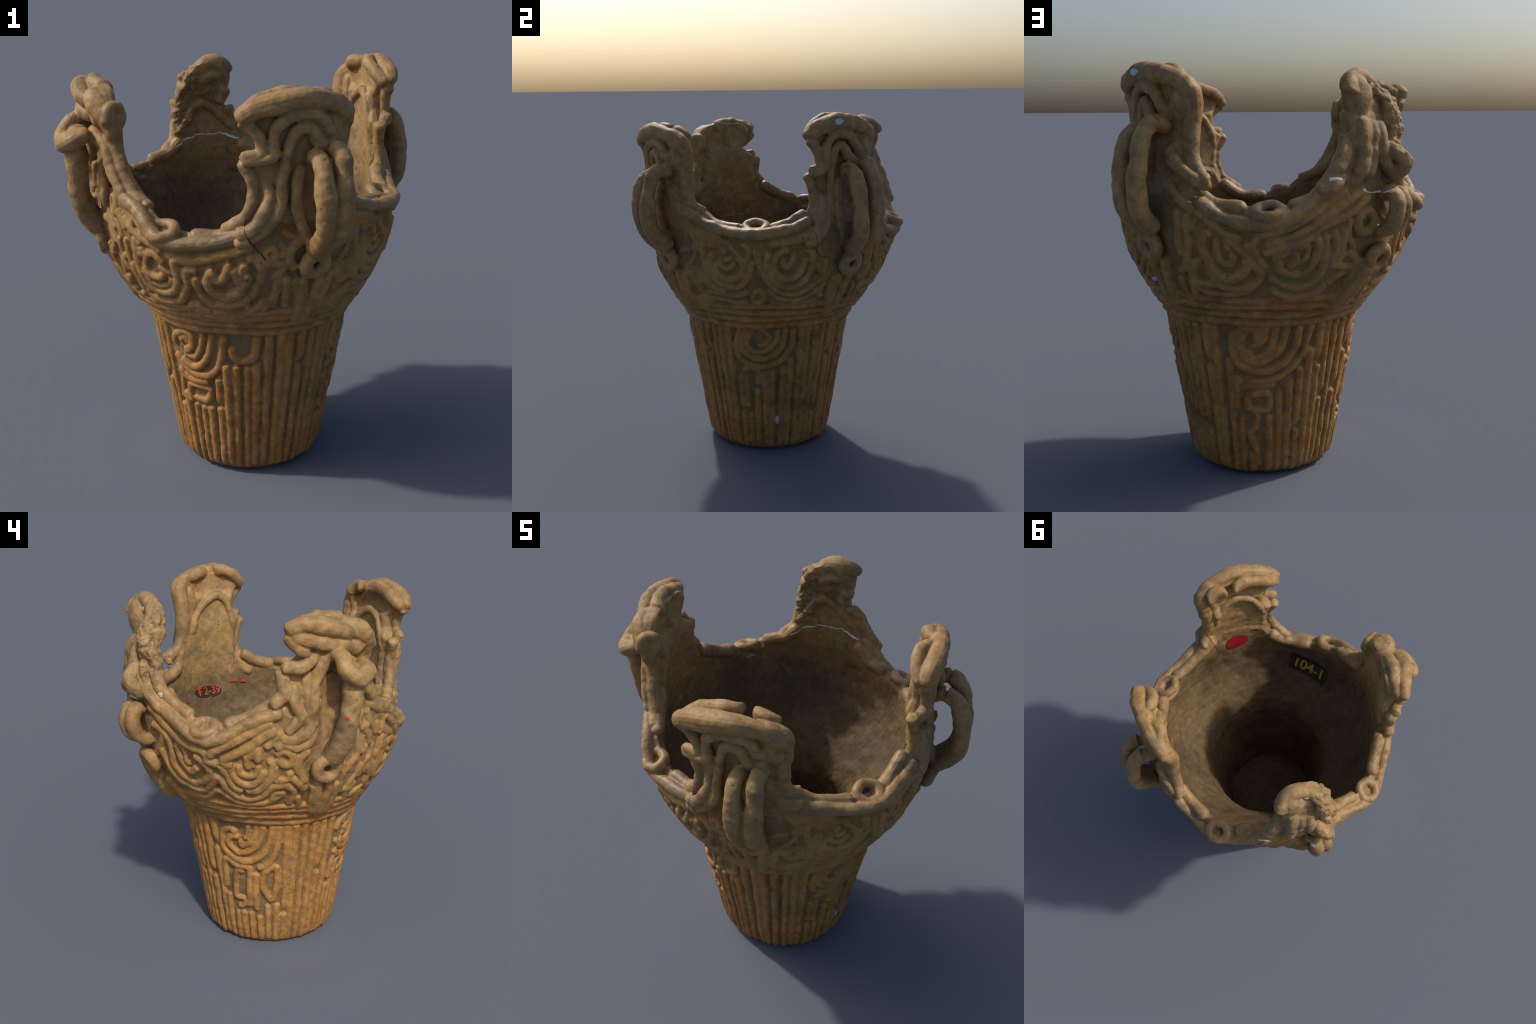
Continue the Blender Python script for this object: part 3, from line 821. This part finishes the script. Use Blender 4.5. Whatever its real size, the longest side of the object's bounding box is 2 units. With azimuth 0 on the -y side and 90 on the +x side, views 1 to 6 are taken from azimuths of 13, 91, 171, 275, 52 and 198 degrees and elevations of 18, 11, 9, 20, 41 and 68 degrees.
def full_crest(T):
    P = lambda rows: [T(a, z, d, r) for a, z, d, r in rows]
    slab = [(1.25, 20, 50, -.015, .05), (1.35, 17, 52, -.01, .054), (1.42, 16.5, 54, 0, .058), (1.48, 19, 53, 0, .062),
            (1.56, 18.5, 51.5, .008, .062), (1.64, 16, 50.5, .015, .058), (1.70, 19.5, 50.5, .025, .058), (1.76, 19.5, 50.5, .032, .06),
            (1.80, 17.5, 51, .04, .045), (1.85, 15.5, 51.5, .045, .045), (1.89, 20, 48, .05, .045)]
    rows = []
    for z, a0, a1, d, th in slab:
        l, r = T(a0, z, d), T(a1, z, d)
        rows.append((l[1], l[0], r[0], l[2], th))
    hol = []
    for a0, z0, wa, wz, dep in ((37.2, 1.47, 5, .17, .01),):
        t = T(a0, z0, 0)
        hol.append((t[0], t[1], wa, wz, dep))
    geo = [plate_geometry(rows, hollows=hol)]
    rolls = [
        # great top roll, turning down into the thick right edge
        [(12.8, 1.812, .07, .034), (16, 1.845, .07, .042), (20, 1.868, .07, .045), (28.6, 1.892, .066, .045), (37, 1.892, .056, .045),
         (45, 1.866, .042, .046), (50, 1.825, .025, .045), (50.3, 1.75, .0, .042), (49.5, 1.65, -.012, .040),
         (50, 1.56, -.018, .038), (53, 1.49, -.025, .034), (58, 1.45, -.035, .03)],
        # second roll of the top, inside, broken in the middle
        [(13, 1.812, .05, .03), (17, 1.858, .01, .032), (21, 1.885, -.005, .033), (27, 1.905, -.01, .034), (34, 1.902, -.008, .032)],
        [(36.5, 1.892, -.006, .032), (42, 1.895, -.006, .035), (48, 1.858, .005, .035)],
        # zigzag of the left edge
        [(13.2, 1.82, .062, .032), (16, 1.796, .058, .029), (18.8, 1.755, .05, .026), (20.2, 1.70, .045, .025), (19, 1.67, .045, .026), (13.6, 1.658, .045, .029)],
        # outer arch
        [(13.8, 1.655, .04, .03), (19.5, 1.652, .045, .026), (23.8, 1.673, .05, .025), (23.4, 1.75, .058, .025), (24.5, 1.792, .06, .026),
         (28, 1.826, .062, .027), (33, 1.836, .062, .027), (38, 1.818, .06, .028), (41, 1.764, .06, .028), (43.5, 1.70, .062, .03)],
        # inner arch, long left leg
        [(11.5, 1.285, .012, .022), (18.5, 1.325, .018, .025), (23.6, 1.394, .022, .026), (26.1, 1.467, .024, .025), (26.4, 1.56, .026, .024), (27.6, 1.67, .038, .024),
         (29, 1.741, .048, .025), (31.4, 1.775, .054, .027), (34.8, 1.768, .056, .029), (37, 1.724, .058, .031), (40, 1.688, .06, .032), (43, 1.682, .066, .032)],
        [(21.7, 1.57, .012, .028), (22.5, 1.48, .016, .03), (20.4, 1.407, .018, .031), (17.2, 1.35, .016, .03), (12, 1.325, .008, .03)],
        [(33, 1.63, .032, .027), (31, 1.56, .022, .027), (30.8, 1.45, .02, .027), (33, 1.35, .02, .026), (36, 1.27, .02, .028)],
        [(13.8, 1.648, .005, .03), (17.2, 1.57, -.002, .029), (18, 1.49, -.008, .029), (15.5, 1.41, -.02, .03), (11, 1.352, -.045, .03), (7, 1.325, -.06, .03)],
        [(43, 1.62, .03, .03), (44.5, 1.56, .026, .03), (47.5, 1.515, .024, .031), (52, 1.475, .022, .031), (58, 1.435, .018, .03)],
        # arch on the inner face, framing the panel
        [(19.5, 1.55, -.04, .018), (21.5, 1.66, -.036, .019), (25.5, 1.74, -.03, .021), (32, 1.775, -.026, .022), (39, 1.74, -.03, .021), (44, 1.66, -.036, .021), (46, 1.55, -.045, .019)],
        [(47, 1.84, .0, .025), (45, 1.76, -.015, .025), (44.5, 1.68, -.03, .023)],
    ]
    geo += [tube_geometry(P(r), step=.012, sides=14, sink=k, square=.9, rough=.08) for k, r in zip(SINKS, rolls)]
    geo.append(blob_geometry(*T(46.5, 1.77, .03), .055, .085, .026))
    c = clay('crest', geo, MAT_CREST)
    grips = [
        [(36, 1.64, .02, .034), (35.2, 1.665, .095, .036), (35, 1.63, .152, .038), (35.1, 1.55, .170, .042), (35.4, 1.45, .170, .044),
         (35.9, 1.37, .152, .042), (36.3, 1.315, .116, .043), (36.6, 1.275, .066, .043), (36.8, 1.252, .02, .04)],
        [(43, 1.67, .03, .034), (42, 1.692, .105, .036), (41.3, 1.65, .154, .038), (41.3, 1.56, .170, .042), (41.2, 1.46, .170, .044),
         (41, 1.38, .154, .042), (40.7, 1.322, .118, .043), (40.4, 1.282, .068, .043), (40.1, 1.258, .02, .04)]]
    clay('handle', [tube_geometry(P(g), step=.012, sides=16, rough=.06, square=.9) for g in grips], MAT_CREST, c)
    p = T(38, 1.186, .034)
    a = math.radians(p[0])
    clay('foot_ring', ring_geometry(S(*p), (math.sin(a), -math.cos(a), -.35), .046, .031), MAT_CREST, c)
    buttress(p[0], p[0] - .5, c)


full_crest(warp([12, 36, 41, 53], [11, 36.4, 41, 51], 1.0, .01, .002))
full_crest(warp([12, 36, 41, 53], [105, 124, 130.5, 145], 1.08, -.012, -.08))

# ------------------------------------------------ left crest, right end broken
geo = [plate_geometry(
    [(1.28, 284, 320, -.02, .05), (1.4, 282, 321, -.01, .06), (1.5, 282, 317, -.005, .075), (1.6, 282.5, 315, .0, .08), (1.68, 283, 315, .006, .08),
     (1.74, 289, 316, .03, .08), (1.78, 287, 316, .04, .08), (1.84, 285, 316, .04, .08), (1.88, 286.5, 313, .03, .07), (1.90, 291, 307, .015, .06)],
    hollows=((300, 1.50, 3.5, .18, .045), (311, 1.47, 5, .15, .045)))]
rolls = [
    ('e', [(281.5, 1.85, 0.055, 0.034), (287, 1.878, 0.061, 0.04), (293.5, 1.878, 0.067, 0.041), (301, 1.85, 0.077, 0.04), (308, 1.812, 0.077, 0.038)]),
    ('e', [(282, 1.855, 0.037, 0.03), (286, 1.87, 0.02, 0.033), (291, 1.89, 0.01, 0.035), (300, 1.893, 0.008, 0.037), (307, 1.872, 0.005, 0.037)]),
    ('e', [(283, 1.84, 0.053, 0.03), (289, 1.812, 0.057, 0.036), (296.5, 1.787, 0.065, 0.036), (302.5, 1.772, 0.072, 0.034), (308, 1.755, 0.072, 0.03)]),
    ('', [(282, 1.84, 0.049, 0.034), (284, 1.805, 0.047, 0.032), (287, 1.768, 0.043, 0.03), (291.5, 1.748, 0.039, 0.028)]),
    ('e', [(280.5, 1.69, 0.022, 0.034), (287.4, 1.678, 0.035, 0.031), (292, 1.72, 0.039, 0.028), (296.8, 1.765, 0.047, 0.028)]),
    ('s', [(303, 1.86, 0.037, 0.045), (310, 1.835, 0.042, 0.05), (315.5, 1.785, 0.02, 0.048), (317, 1.72, -0.005, 0.043), (316.5, 1.65, -0.02, 0.039),
           (320.5, 1.54, -0.035, 0.036), (327, 1.44, -0.045, 0.033), (334, 1.4, -0.025, 0.03)]),
    ('s', [(303, 1.7, 0.047, 0.034), (309, 1.67, 0.037, 0.036), (314.5, 1.635, 0.009, 0.036), (319.5, 1.53, 0, 0.031), (326, 1.43, -0.012, 0.028)]),
    ('s', [(292, 1.4, 0.022, 0.03), (292.6, 1.5, 0.026, 0.03), (293.4, 1.61, 0.022, 0.03), (296.4, 1.7, 0.039, 0.031), (299, 1.742, 0.062, 0.033), (300.5, 1.735, 0.115, 0.038),
           (300, 1.69, 0.145, 0.042), (301.5, 1.66, 0.158, 0.045), (304.5, 1.642, 0.158, 0.045), (308.5, 1.662, 0.14, 0.042), (310, 1.69, 0.057, 0.034)]),
    ('', [(280.5, 1.68, .0, .036), (281.5, 1.61, .0, .035), (282, 1.55, -.005, .034), (277, 1.49, -.01, .03)]),
    ('se', [(288, 1.62, .01, .032), (286, 1.552, .01, .032), (286.5, 1.492, .006, .031), (288, 1.442, .004, .03), (285, 1.372, .004, .026)]),
    ('se', [(291.5, 1.675, .015, .028), (289.9, 1.572, .012, .028), (291.4, 1.487, .01, .028), (290.5, 1.397, .008, .026)]),
    ('se', [(281, 1.535, -.04, .02), (288, 1.57, -.04, .022), (295, 1.63, -.04, .023), (301, 1.65, -.04, .023), (309, 1.63, -.04, .023), (315, 1.58, -.045, .023)]),
    ('se', [(309, 1.58, .0, .026), (309, 1.50, -.006, .024), (311, 1.40, -.004, .022), (309, 1.33, .0, .022)])]
geo += [tube_geometry(r, step=.012, sides=14, sink=k, square=.9, rough=.08) for k, r in rolls]
geo += [blob_geometry(*b) for b in [(311, 1.78, .018, .06, .07, .05), (296, 1.845, .037, .09, .045, .035), (304, 1.675, .10, .04, .045, .05)]]
CREST_D = clay('crest', geo, MAT_CREST)
clay('handle', tube_geometry([(305, 1.66, .125, .042), (305, 1.60, .11, .050), (304.5, 1.50, .10, .050), (303.4, 1.40, .09, .052), (302.3, 1.31, .06, .056),
                              (301, 1.24, .022, .056), (300, 1.20, .0, .05)], step=.012, sides=20, rough=.06), MAT_CREST, CREST_D)
a = math.radians(298)
clay('foot_ring', ring_geometry(S(298.5, 1.168, .026), (math.sin(a), -math.cos(a), -.3), .052, .031), MAT_CREST, CREST_D)
buttress(299, 299.5, CREST_D)
t = math.radians(317)
eye = ring_geometry(S(317.5, 1.77, -.01), (math.cos(t) * .9 - math.sin(t) * .25, math.sin(t) * .9 + math.cos(t) * .25, .05), .042, .027)
clay('eye_ring', eye, MAT_CREST, CREST_D)

# ------------------------------------------- back crest, worn head, face lost
geo = [plate_geometry(
    [(1.30, 198, 226, -.015, .05), (1.4, 195.5, 227, -.005, .055), (1.48, 195, 227, .0, .055), (1.54, 197, 227, .008, .055), (1.6, 199.5, 227.5, .014, .055),
     (1.66, 202.5, 227.5, .018, .055), (1.72, 204, 227.5, .018, .058), (1.78, 203.5, 226.5, -.004, .06), (1.86, 202.5, 224, -.026, .06), (1.90, 206, 220.5, -.038, .06), (1.92, 209, 215, -.045, .05)])]
rolls = [
    ('se', [(208.2, 1.76, .022, .042), (207, 1.66, .018, .042), (206.4, 1.572, .014, .038), (204.5, 1.507, .012, .034), (202, 1.44, .014, .028)]),
    ('se', [(211.8, 1.74, .03, .028), (210.4, 1.62, .026, .028), (210, 1.54, .022, .026), (207.6, 1.46, .02, .022)]),
    ('se', [(215, 1.74, .038, .03), (214, 1.62, .036, .03), (215.4, 1.552, .04, .03), (219.6, 1.50, .042, .03), (221.5, 1.45, .036, .028)]),
    ('se', [(214, 1.64, .045, .03), (217.5, 1.605, .07, .036), (220.5, 1.56, .09, .04), (220.5, 1.51, .078, .036), (218.6, 1.46, .05, .032)]),
    ('s', [(202.5, 1.68, .0, .032), (200, 1.61, .0, .036), (197.5, 1.55, .0, .036), (193, 1.485, .005, .034), (188, 1.43, .01, .03)]),
    ('se', [(199, 1.52, .018, .03), (195, 1.46, .02, .027), (190, 1.40, .02, .024)]),
    ('se', [(222.4, 1.70, .018, .03), (222, 1.583, .022, .032), (224, 1.50, .014, .03), (229, 1.43, -.005, .028), (235, 1.385, -.012, .026)]),
    ('s', [(226, 1.72, -.005, .03), (226, 1.653, -.005, .03), (226.5, 1.57, -.012, .03), (229, 1.495, -.035, .03), (236, 1.44, -.06, .03)]),
    ('se', [(198, 1.525, -.04, .02), (202, 1.58, -.04, .022), (208, 1.65, -.04, .023), (214, 1.70, -.04, .024), (219, 1.67, -.04, .023), (223.5, 1.59, -.04, .022), (228, 1.51, -.05, .022)]),
    ('se', [(201.5, 1.835, -.03, .042), (203.6, 1.89, -.042, .044), (208.5, 1.915, -.055, .042), (213, 1.91, -.058, .04), (217.5, 1.87, -.05, .038), (221, 1.81, -.035, .034)]),
    ('se', [(203.5, 1.80, -.02, .04), (205, 1.74, -.005, .038), (207, 1.70, .005, .034)]),
    ('se', [(213, 1.72, -.04, .026), (216, 1.80, -.065, .026), (211, 1.845, -.08, .028), (205, 1.835, -.075, .028)])]
geo += [tube_geometry(r, step=.012, sides=14, sink=k, square=.9, rough=.08) for k, r in rolls]
geo += [blob_geometry(*b) for b in [(207, 1.83, -.022, .075, .10, .05), (221, 1.74, .012, .05, .11, .045), (222, 1.83, -.03, .04, .045, .04)]]
CREST_C = clay('crest', geo, MAT_BREAK)
grips = [[(217, 1.45, .02, .034), (216.4, 1.43, .07, .036), (216.2, 1.36, .09, .038), (216.2, 1.28, .08, .038), (215.6, 1.2, .04, .037)],
         [(220.6, 1.45, .02, .034), (220.4, 1.43, .065, .036), (220.4, 1.36, .084, .037), (220.2, 1.28, .074, .037), (219.4, 1.2, .035, .037)]]
clay('handle', [tube_geometry(g, step=.012, sides=16, sink='se') for g in grips], MAT_CREST, CREST_C)
a = math.radians(217)
clay('foot_ring', ring_geometry(S(217, 1.118, .038), (math.sin(a), -math.cos(a), -.45), .05, .03), MAT_BOWL_COIL, CREST_C)
buttress(214, 207, CREST_C)
clay('foot_ridge', tube_geometry([(214, 1.10, .03, .042), (210, .99, .038, .042), (207.5, .90, .034, .038), (206, .81, .012, .03)], sink='e'), MAT_BOWL_COIL, CREST_C)
a = math.radians(208.5)
clay('foot_ring', ring_geometry(S(208.5, 1.292, .01), (math.sin(a), -math.cos(a), -.15), .045, .022), MAT_BOWL_COIL, CREST_C)


# ---------------------------------------------- knead everything to one skin
SKIN = []


def knead(voxel=.0044, smooth=3):
    from mathutils.bvhtree import BVHTree
    flatv, faces, fk = WALL[0]
    key = {k: PART[k] for k in PART}
    vs, fs, lab = [flatv], list(faces), [key[k] for k in fk]
    off = len(flatv)
    for k, v, f in SOURCES:
        vs.append(v)
        fs += [tuple(int(i) + off for i in q) for q in f]
        lab += [k] * len(f)
        off += len(v)
    V = np.vstack(vs)
    lab = np.array(lab)
    me = bpy.data.meshes.new('kneaded')
    me.from_pydata(V.tolist(), [], fs)
    me.update()
    ob = bpy.data.objects.new('kneaded', me)
    bpy.context.scene.collection.objects.link(ob)
    tree = BVHTree.FromPolygons(V.tolist(), fs)
    m = ob.modifiers.new('remesh', 'REMESH')
    m.mode, m.voxel_size = 'VOXEL', voxel
    for k in range(smooth):                # alternate shrinking and swelling keeps the relief
        for fac in (.6, -.45):
            m = ob.modifiers.new('smooth', 'SMOOTH')
            m.factor, m.iterations = fac, 1
    dg = bpy.context.evaluated_depsgraph_get()
    skin = bpy.data.meshes.new_from_object(ob.evaluated_get(dg))
    bpy.data.objects.remove(ob)
    n, nf = len(skin.vertices), len(skin.polygons)
    co, no = np.empty(n * 3), np.empty(n * 3)
    skin.vertices.foreach_get('co', co)
    skin.vertices.foreach_get('normal', no)
    co, no = co.reshape(-1, 3), no.reshape(-1, 3)
    quad = np.empty(nf * 4, int)
    skin.loops.foreach_get('vertex_index', quad)
    quad = quad.reshape(-1, 4)
    cen = co[quad].mean(1)
    near = np.array([lab[tree.find_nearest(c)[2]] for c in cen.tolist()])
    # hand-made unevenness; the worn crest is rough
    rough = np.zeros(n)
    np.maximum.at(rough, quad[near == CREST_C].ravel(), 1.0)
    az = np.degrees(np.arctan2(co[:, 0], -co[:, 1])) % 360
    broken = rough * np.exp(-((az - 224) / 6) ** 2) * np.clip((co[:, 2] - 1.5) / .1, 0, 1)
    crumbs = np.zeros(n)
    from mathutils import noise as mn
    for i in np.where(broken > .08)[0]:
        crumbs[i] = mn.fractal(Vector(co[i] * 22), .8, 2.1, 4)
    upper = np.clip((co[:, 2] - 1.3) / .15, 0, 1) * np.clip((np.hypot(co[:, 0], co[:, 1]) - .64) / .03, 0, 1)
    co = co + no * (.0022 * sine_noise(co, .09, 1) + upper * .0026 * sine_noise(co, .07, 8) + .0005 * sine_noise(co, .03, 2) + broken * .016 * crumbs)[:, None]
    co[:, 2] = np.maximum(co[:, 2], 0)
    skin.vertices.foreach_set('co', co.ravel())
    skin.update()
    skin.vertices.foreach_get('normal', no.ravel())
    nor = np.empty(n * 3)
    skin.vertices.foreach_get('normal', nor)
    nor = nor.reshape(-1, 3)
    # share the skin out among the named parts
    SKIN.append(BVHTree.FromPolygons(co.tolist(), quad.tolist()))
    made = {}
    order = np.argsort(near, kind='stable')
    cuts = np.searchsorted(near[order], np.arange(len(LABELS) + 1))
    for k, (name, mat, parent) in enumerate(LABELS):
        q = quad[order[cuts[k]:cuts[k + 1]]]
        if len(q) < 12:
            continue
        used, inv = np.unique(q.ravel(), return_inverse=True)
        ob = add_mesh(name, co[used].tolist(), inv.reshape(-1, 4).tolist(), mat, ROOT)
        ob.data.normals_split_custom_set_from_vertices(nor[used].tolist())
        made[k] = ob
    for k, (name, mat, parent) in enumerate(LABELS):
        if k in made and parent in made:
            made[k].parent = made[parent]
    bpy.data.meshes.remove(skin)
    return made


MADE = knead()

# ------------------------------------------------------- marks on the clay
def inner_patch(name, az0, az1, z0, z1, lift, mat, tilt=0.0, oval=False, n=24):
    """thin painted patch following the inner wall"""
    verts, faces = [], []
    for i in range(n + 1):
        for j in range(n + 1):
            u, w = 2 * i / n - 1, 2 * j / n - 1
            if oval:
                k = max(abs(u), abs(w)) / (math.hypot(u, w) + 1e-9)
                u, w = u * k, w * k
            az = (az0 + az1) / 2 + (az1 - az0) / 2 * u
            z = (z0 + z1) / 2 + (z1 - z0) / 2 * w + tilt * u
            verts.append(S_in(az, z, lift))
    for i in range(n):
        for j in range(n):
            faces.append((i * (n + 1) + j, (i + 1) * (n + 1) + j, (i + 1) * (n + 1) + j + 1, i * (n + 1) + j + 1))
    return add_mesh(name, verts, faces, mat, MADE[PART['inside']])


def inner_text(name, body, az, z, size, lift, mat, tilt=0.0):
    cu = bpy.data.curves.new(name, 'FONT')
    cu.body = body
    cu.size = size
    cu.align_x, cu.align_y = 'CENTER', 'CENTER'
    cu.offset = size * .018
    tmp = bpy.data.objects.new(name, cu)
    bpy.context.scene.collection.objects.link(tmp)
    dg = bpy.context.evaluated_depsgraph_get()
    me = bpy.data.meshes.new_from_object(tmp.evaluated_get(dg))
    bpy.data.objects.remove(tmp)
    bm = bmesh.new()
    bm.from_mesh(me)
    bmesh.ops.triangulate(bm, faces=bm.faces)
    bmesh.ops.subdivide_edges(bm, edges=[e for e in bm.edges if e.calc_length() > .015], cuts=2)
    for v in bm.verts:
        zz = z + v.co.y + tilt * v.co.x
        r = float(prof_in(zz))
        v.co = Vector(S_in(az - math.degrees(v.co.x / r), zz, lift))
    bm.to_mesh(me)
    bm.free()
    me.materials.clear()
    me.materials.append(mat)
    ob = bpy.data.objects.new(name, me)
    bpy.context.scene.collection.objects.link(ob)
    ob.parent = MADE[PART['inside']]
    return ob


inner_patch('number_label', 337, 363, 1.055, 1.175, .007, MAT_BLACK, tilt=.02)
inner_text('number', '104-1', 350, 1.115, .10, .010, MAT_YELLOW, tilt=-.10)
inner_patch('red_spot', 29, 41.5, 1.30, 1.42, .007, MAT_REDSPOT, oval=True)
inner_patch('ink_backing', 119, 136, 1.205, 1.275, .006, MAT_BLACK, oval=True)
inner_text('ink_number', '2-39', 125, 1.245, .062, .010, MAT_REDINK)
for a0, a1, z0, z1 in ((131, 134.5, 1.262, 1.270), (131.6, 133.9, 1.245, 1.252), (132.4, 133.3, 1.225, 1.285), (109.5, 113, 1.286, 1.296), (104.5, 107.5, 1.28, 1.294)):
    inner_patch('ink_stroke', a0, a1, z0, z1, .010, MAT_REDINK, n=6)


def on_skin(az, z, outside=True):
    """point and normal of the finished surface at this azimuth and height"""
    a = math.radians(az)
    cx, cy = centre(z)
    out = Vector((math.sin(a), -math.cos(a), 0))
    o = Vector((float(cx), float(cy), z))
    p, n, *_ = SKIN[0].ray_cast(o + out * 1.3, -out) if outside else SKIN[0].ray_cast(o, out)
    return (np.array(p), np.array(n)) if p else (S(az, z), np.array(out))


def skin_patch(name, az, z, wa, hz, mat, outside=True, lift=.0025, n=10, ragged=.25):
    """small irregular paint or filler patch lying on the surface"""
    verts, faces = [], []
    ph = random.uniform(0, 6)
    for i in range(n + 1):
        for j in range(2 * n):
            th = math.pi * j / n
            k = (i / n) * (1 + ragged * math.sin(3 * th + ph) * .5 + ragged * math.sin(5 * th + 2 * ph) * .4)
            p, nn = on_skin(az + wa * k * math.cos(th), z + hz * k * math.sin(th), outside)
            verts.append(p + nn * lift * (1 - .8 * (i == n)))
    for i in range(n):
        for j in range(2 * n):
            k = (j + 1) % (2 * n)
            faces.append((i * 2 * n + j, (i + 1) * 2 * n + j, (i + 1) * 2 * n + k, i * 2 * n + k))
    return add_mesh(name, verts, faces, mat, ROOT)


def skin_line(name, pts, width, mat, outside=True, lift=.0022, step=.6):
    """thin irregular filler seam along (azimuth, z) points on the surface"""
    p = np.array(pts, float)
    L = np.concatenate([[0], np.cumsum(np.hypot(np.diff(p[:, 0]) * .012, np.diff(p[:, 1])))])
    s = np.arange(0, L[-1], .008)
    az, z = np.interp(s, L, p[:, 0]), np.interp(s, L, p[:, 1]) + wobble(s, .005, .02)
    w = width * (.55 + .45 * np.abs(np.sin(s * 31 + 1)) + .2 * np.sin(s * 77))
    verts, faces = [], []
    for a, zz, ww in zip(az, z, w):
        for k in (-1, 0, 1):
            q, nn = on_skin(a, zz + k * ww, outside)
            verts.append(q + nn * lift * (1 if k == 0 else .3))
    for i in range(len(s) - 1):
        for k in range(2):
            faces.append((i * 3 + k, i * 3 + k + 1, i * 3 + k + 4, i * 3 + k + 3))
    return add_mesh(name, verts, faces, mat, ROOT)


skin_patch('pale_chip', 98.5, .205, 1.6, .028, MAT_BLUE, ragged=.1)
skin_patch('pale_chip', 117.6, 1.0, .7, .011, MAT_BLUE)
skin_patch('pale_chip', 119, 1.95, 2.2, .016, MAT_BLUE, ragged=.12)
skin_patch('red_dot', 301.5, 1.45, .45, .007, MAT_REDSPOT, ragged=0)
skin_line('plaster_seam', [(192, 1.494), (194.5, 1.492), (197, 1.482)], .006, MAT_WHITE)
skin_line('plaster_seam', [(206, 1.434), (209, 1.426), (212.5, 1.42), (215.7, 1.43)], .005, MAT_WHITE)
skin_line('plaster_seam', [(231, 1.475), (224, 1.50), (218, 1.519), (207, 1.523), (200, 1.51), (196, 1.49)], .0035, MAT_WHITE, outside=False)
skin_line('plaster_seam', [(203, 1.515), (199, 1.50), (196, 1.49)], .006, MAT_WHITE, outside=False)
skin_patch('plaster_fill', 229, 1.495, 1.0, .012, MAT_WHITE)
skin_patch('plaster_fill', 214, 1.885, 1.0, .012, MAT_WHITE)
skin_line('dark_crack', [(14.5, 1.40), (14, 1.36), (15.5, 1.31), (18, 1.26), (21, 1.22)], .007, MAT_BLACK)
skin_line('dark_crack', [(107, 1.45), (107.5, 1.40), (108.5, 1.35), (110, 1.30), (110.5, 1.22)], .004, MAT_BLACK)
skin_line('dark_crack', [(51, 1.53), (49, 1.45), (47.5, 1.37), (46.5, 1.28)], .003, MAT_BLACK, outside=False)
skin_line('dark_crack', [(109, 1.52), (111, 1.46), (110.5, 1.41), (112, 1.36)], .004, MAT_BLACK, outside=False)
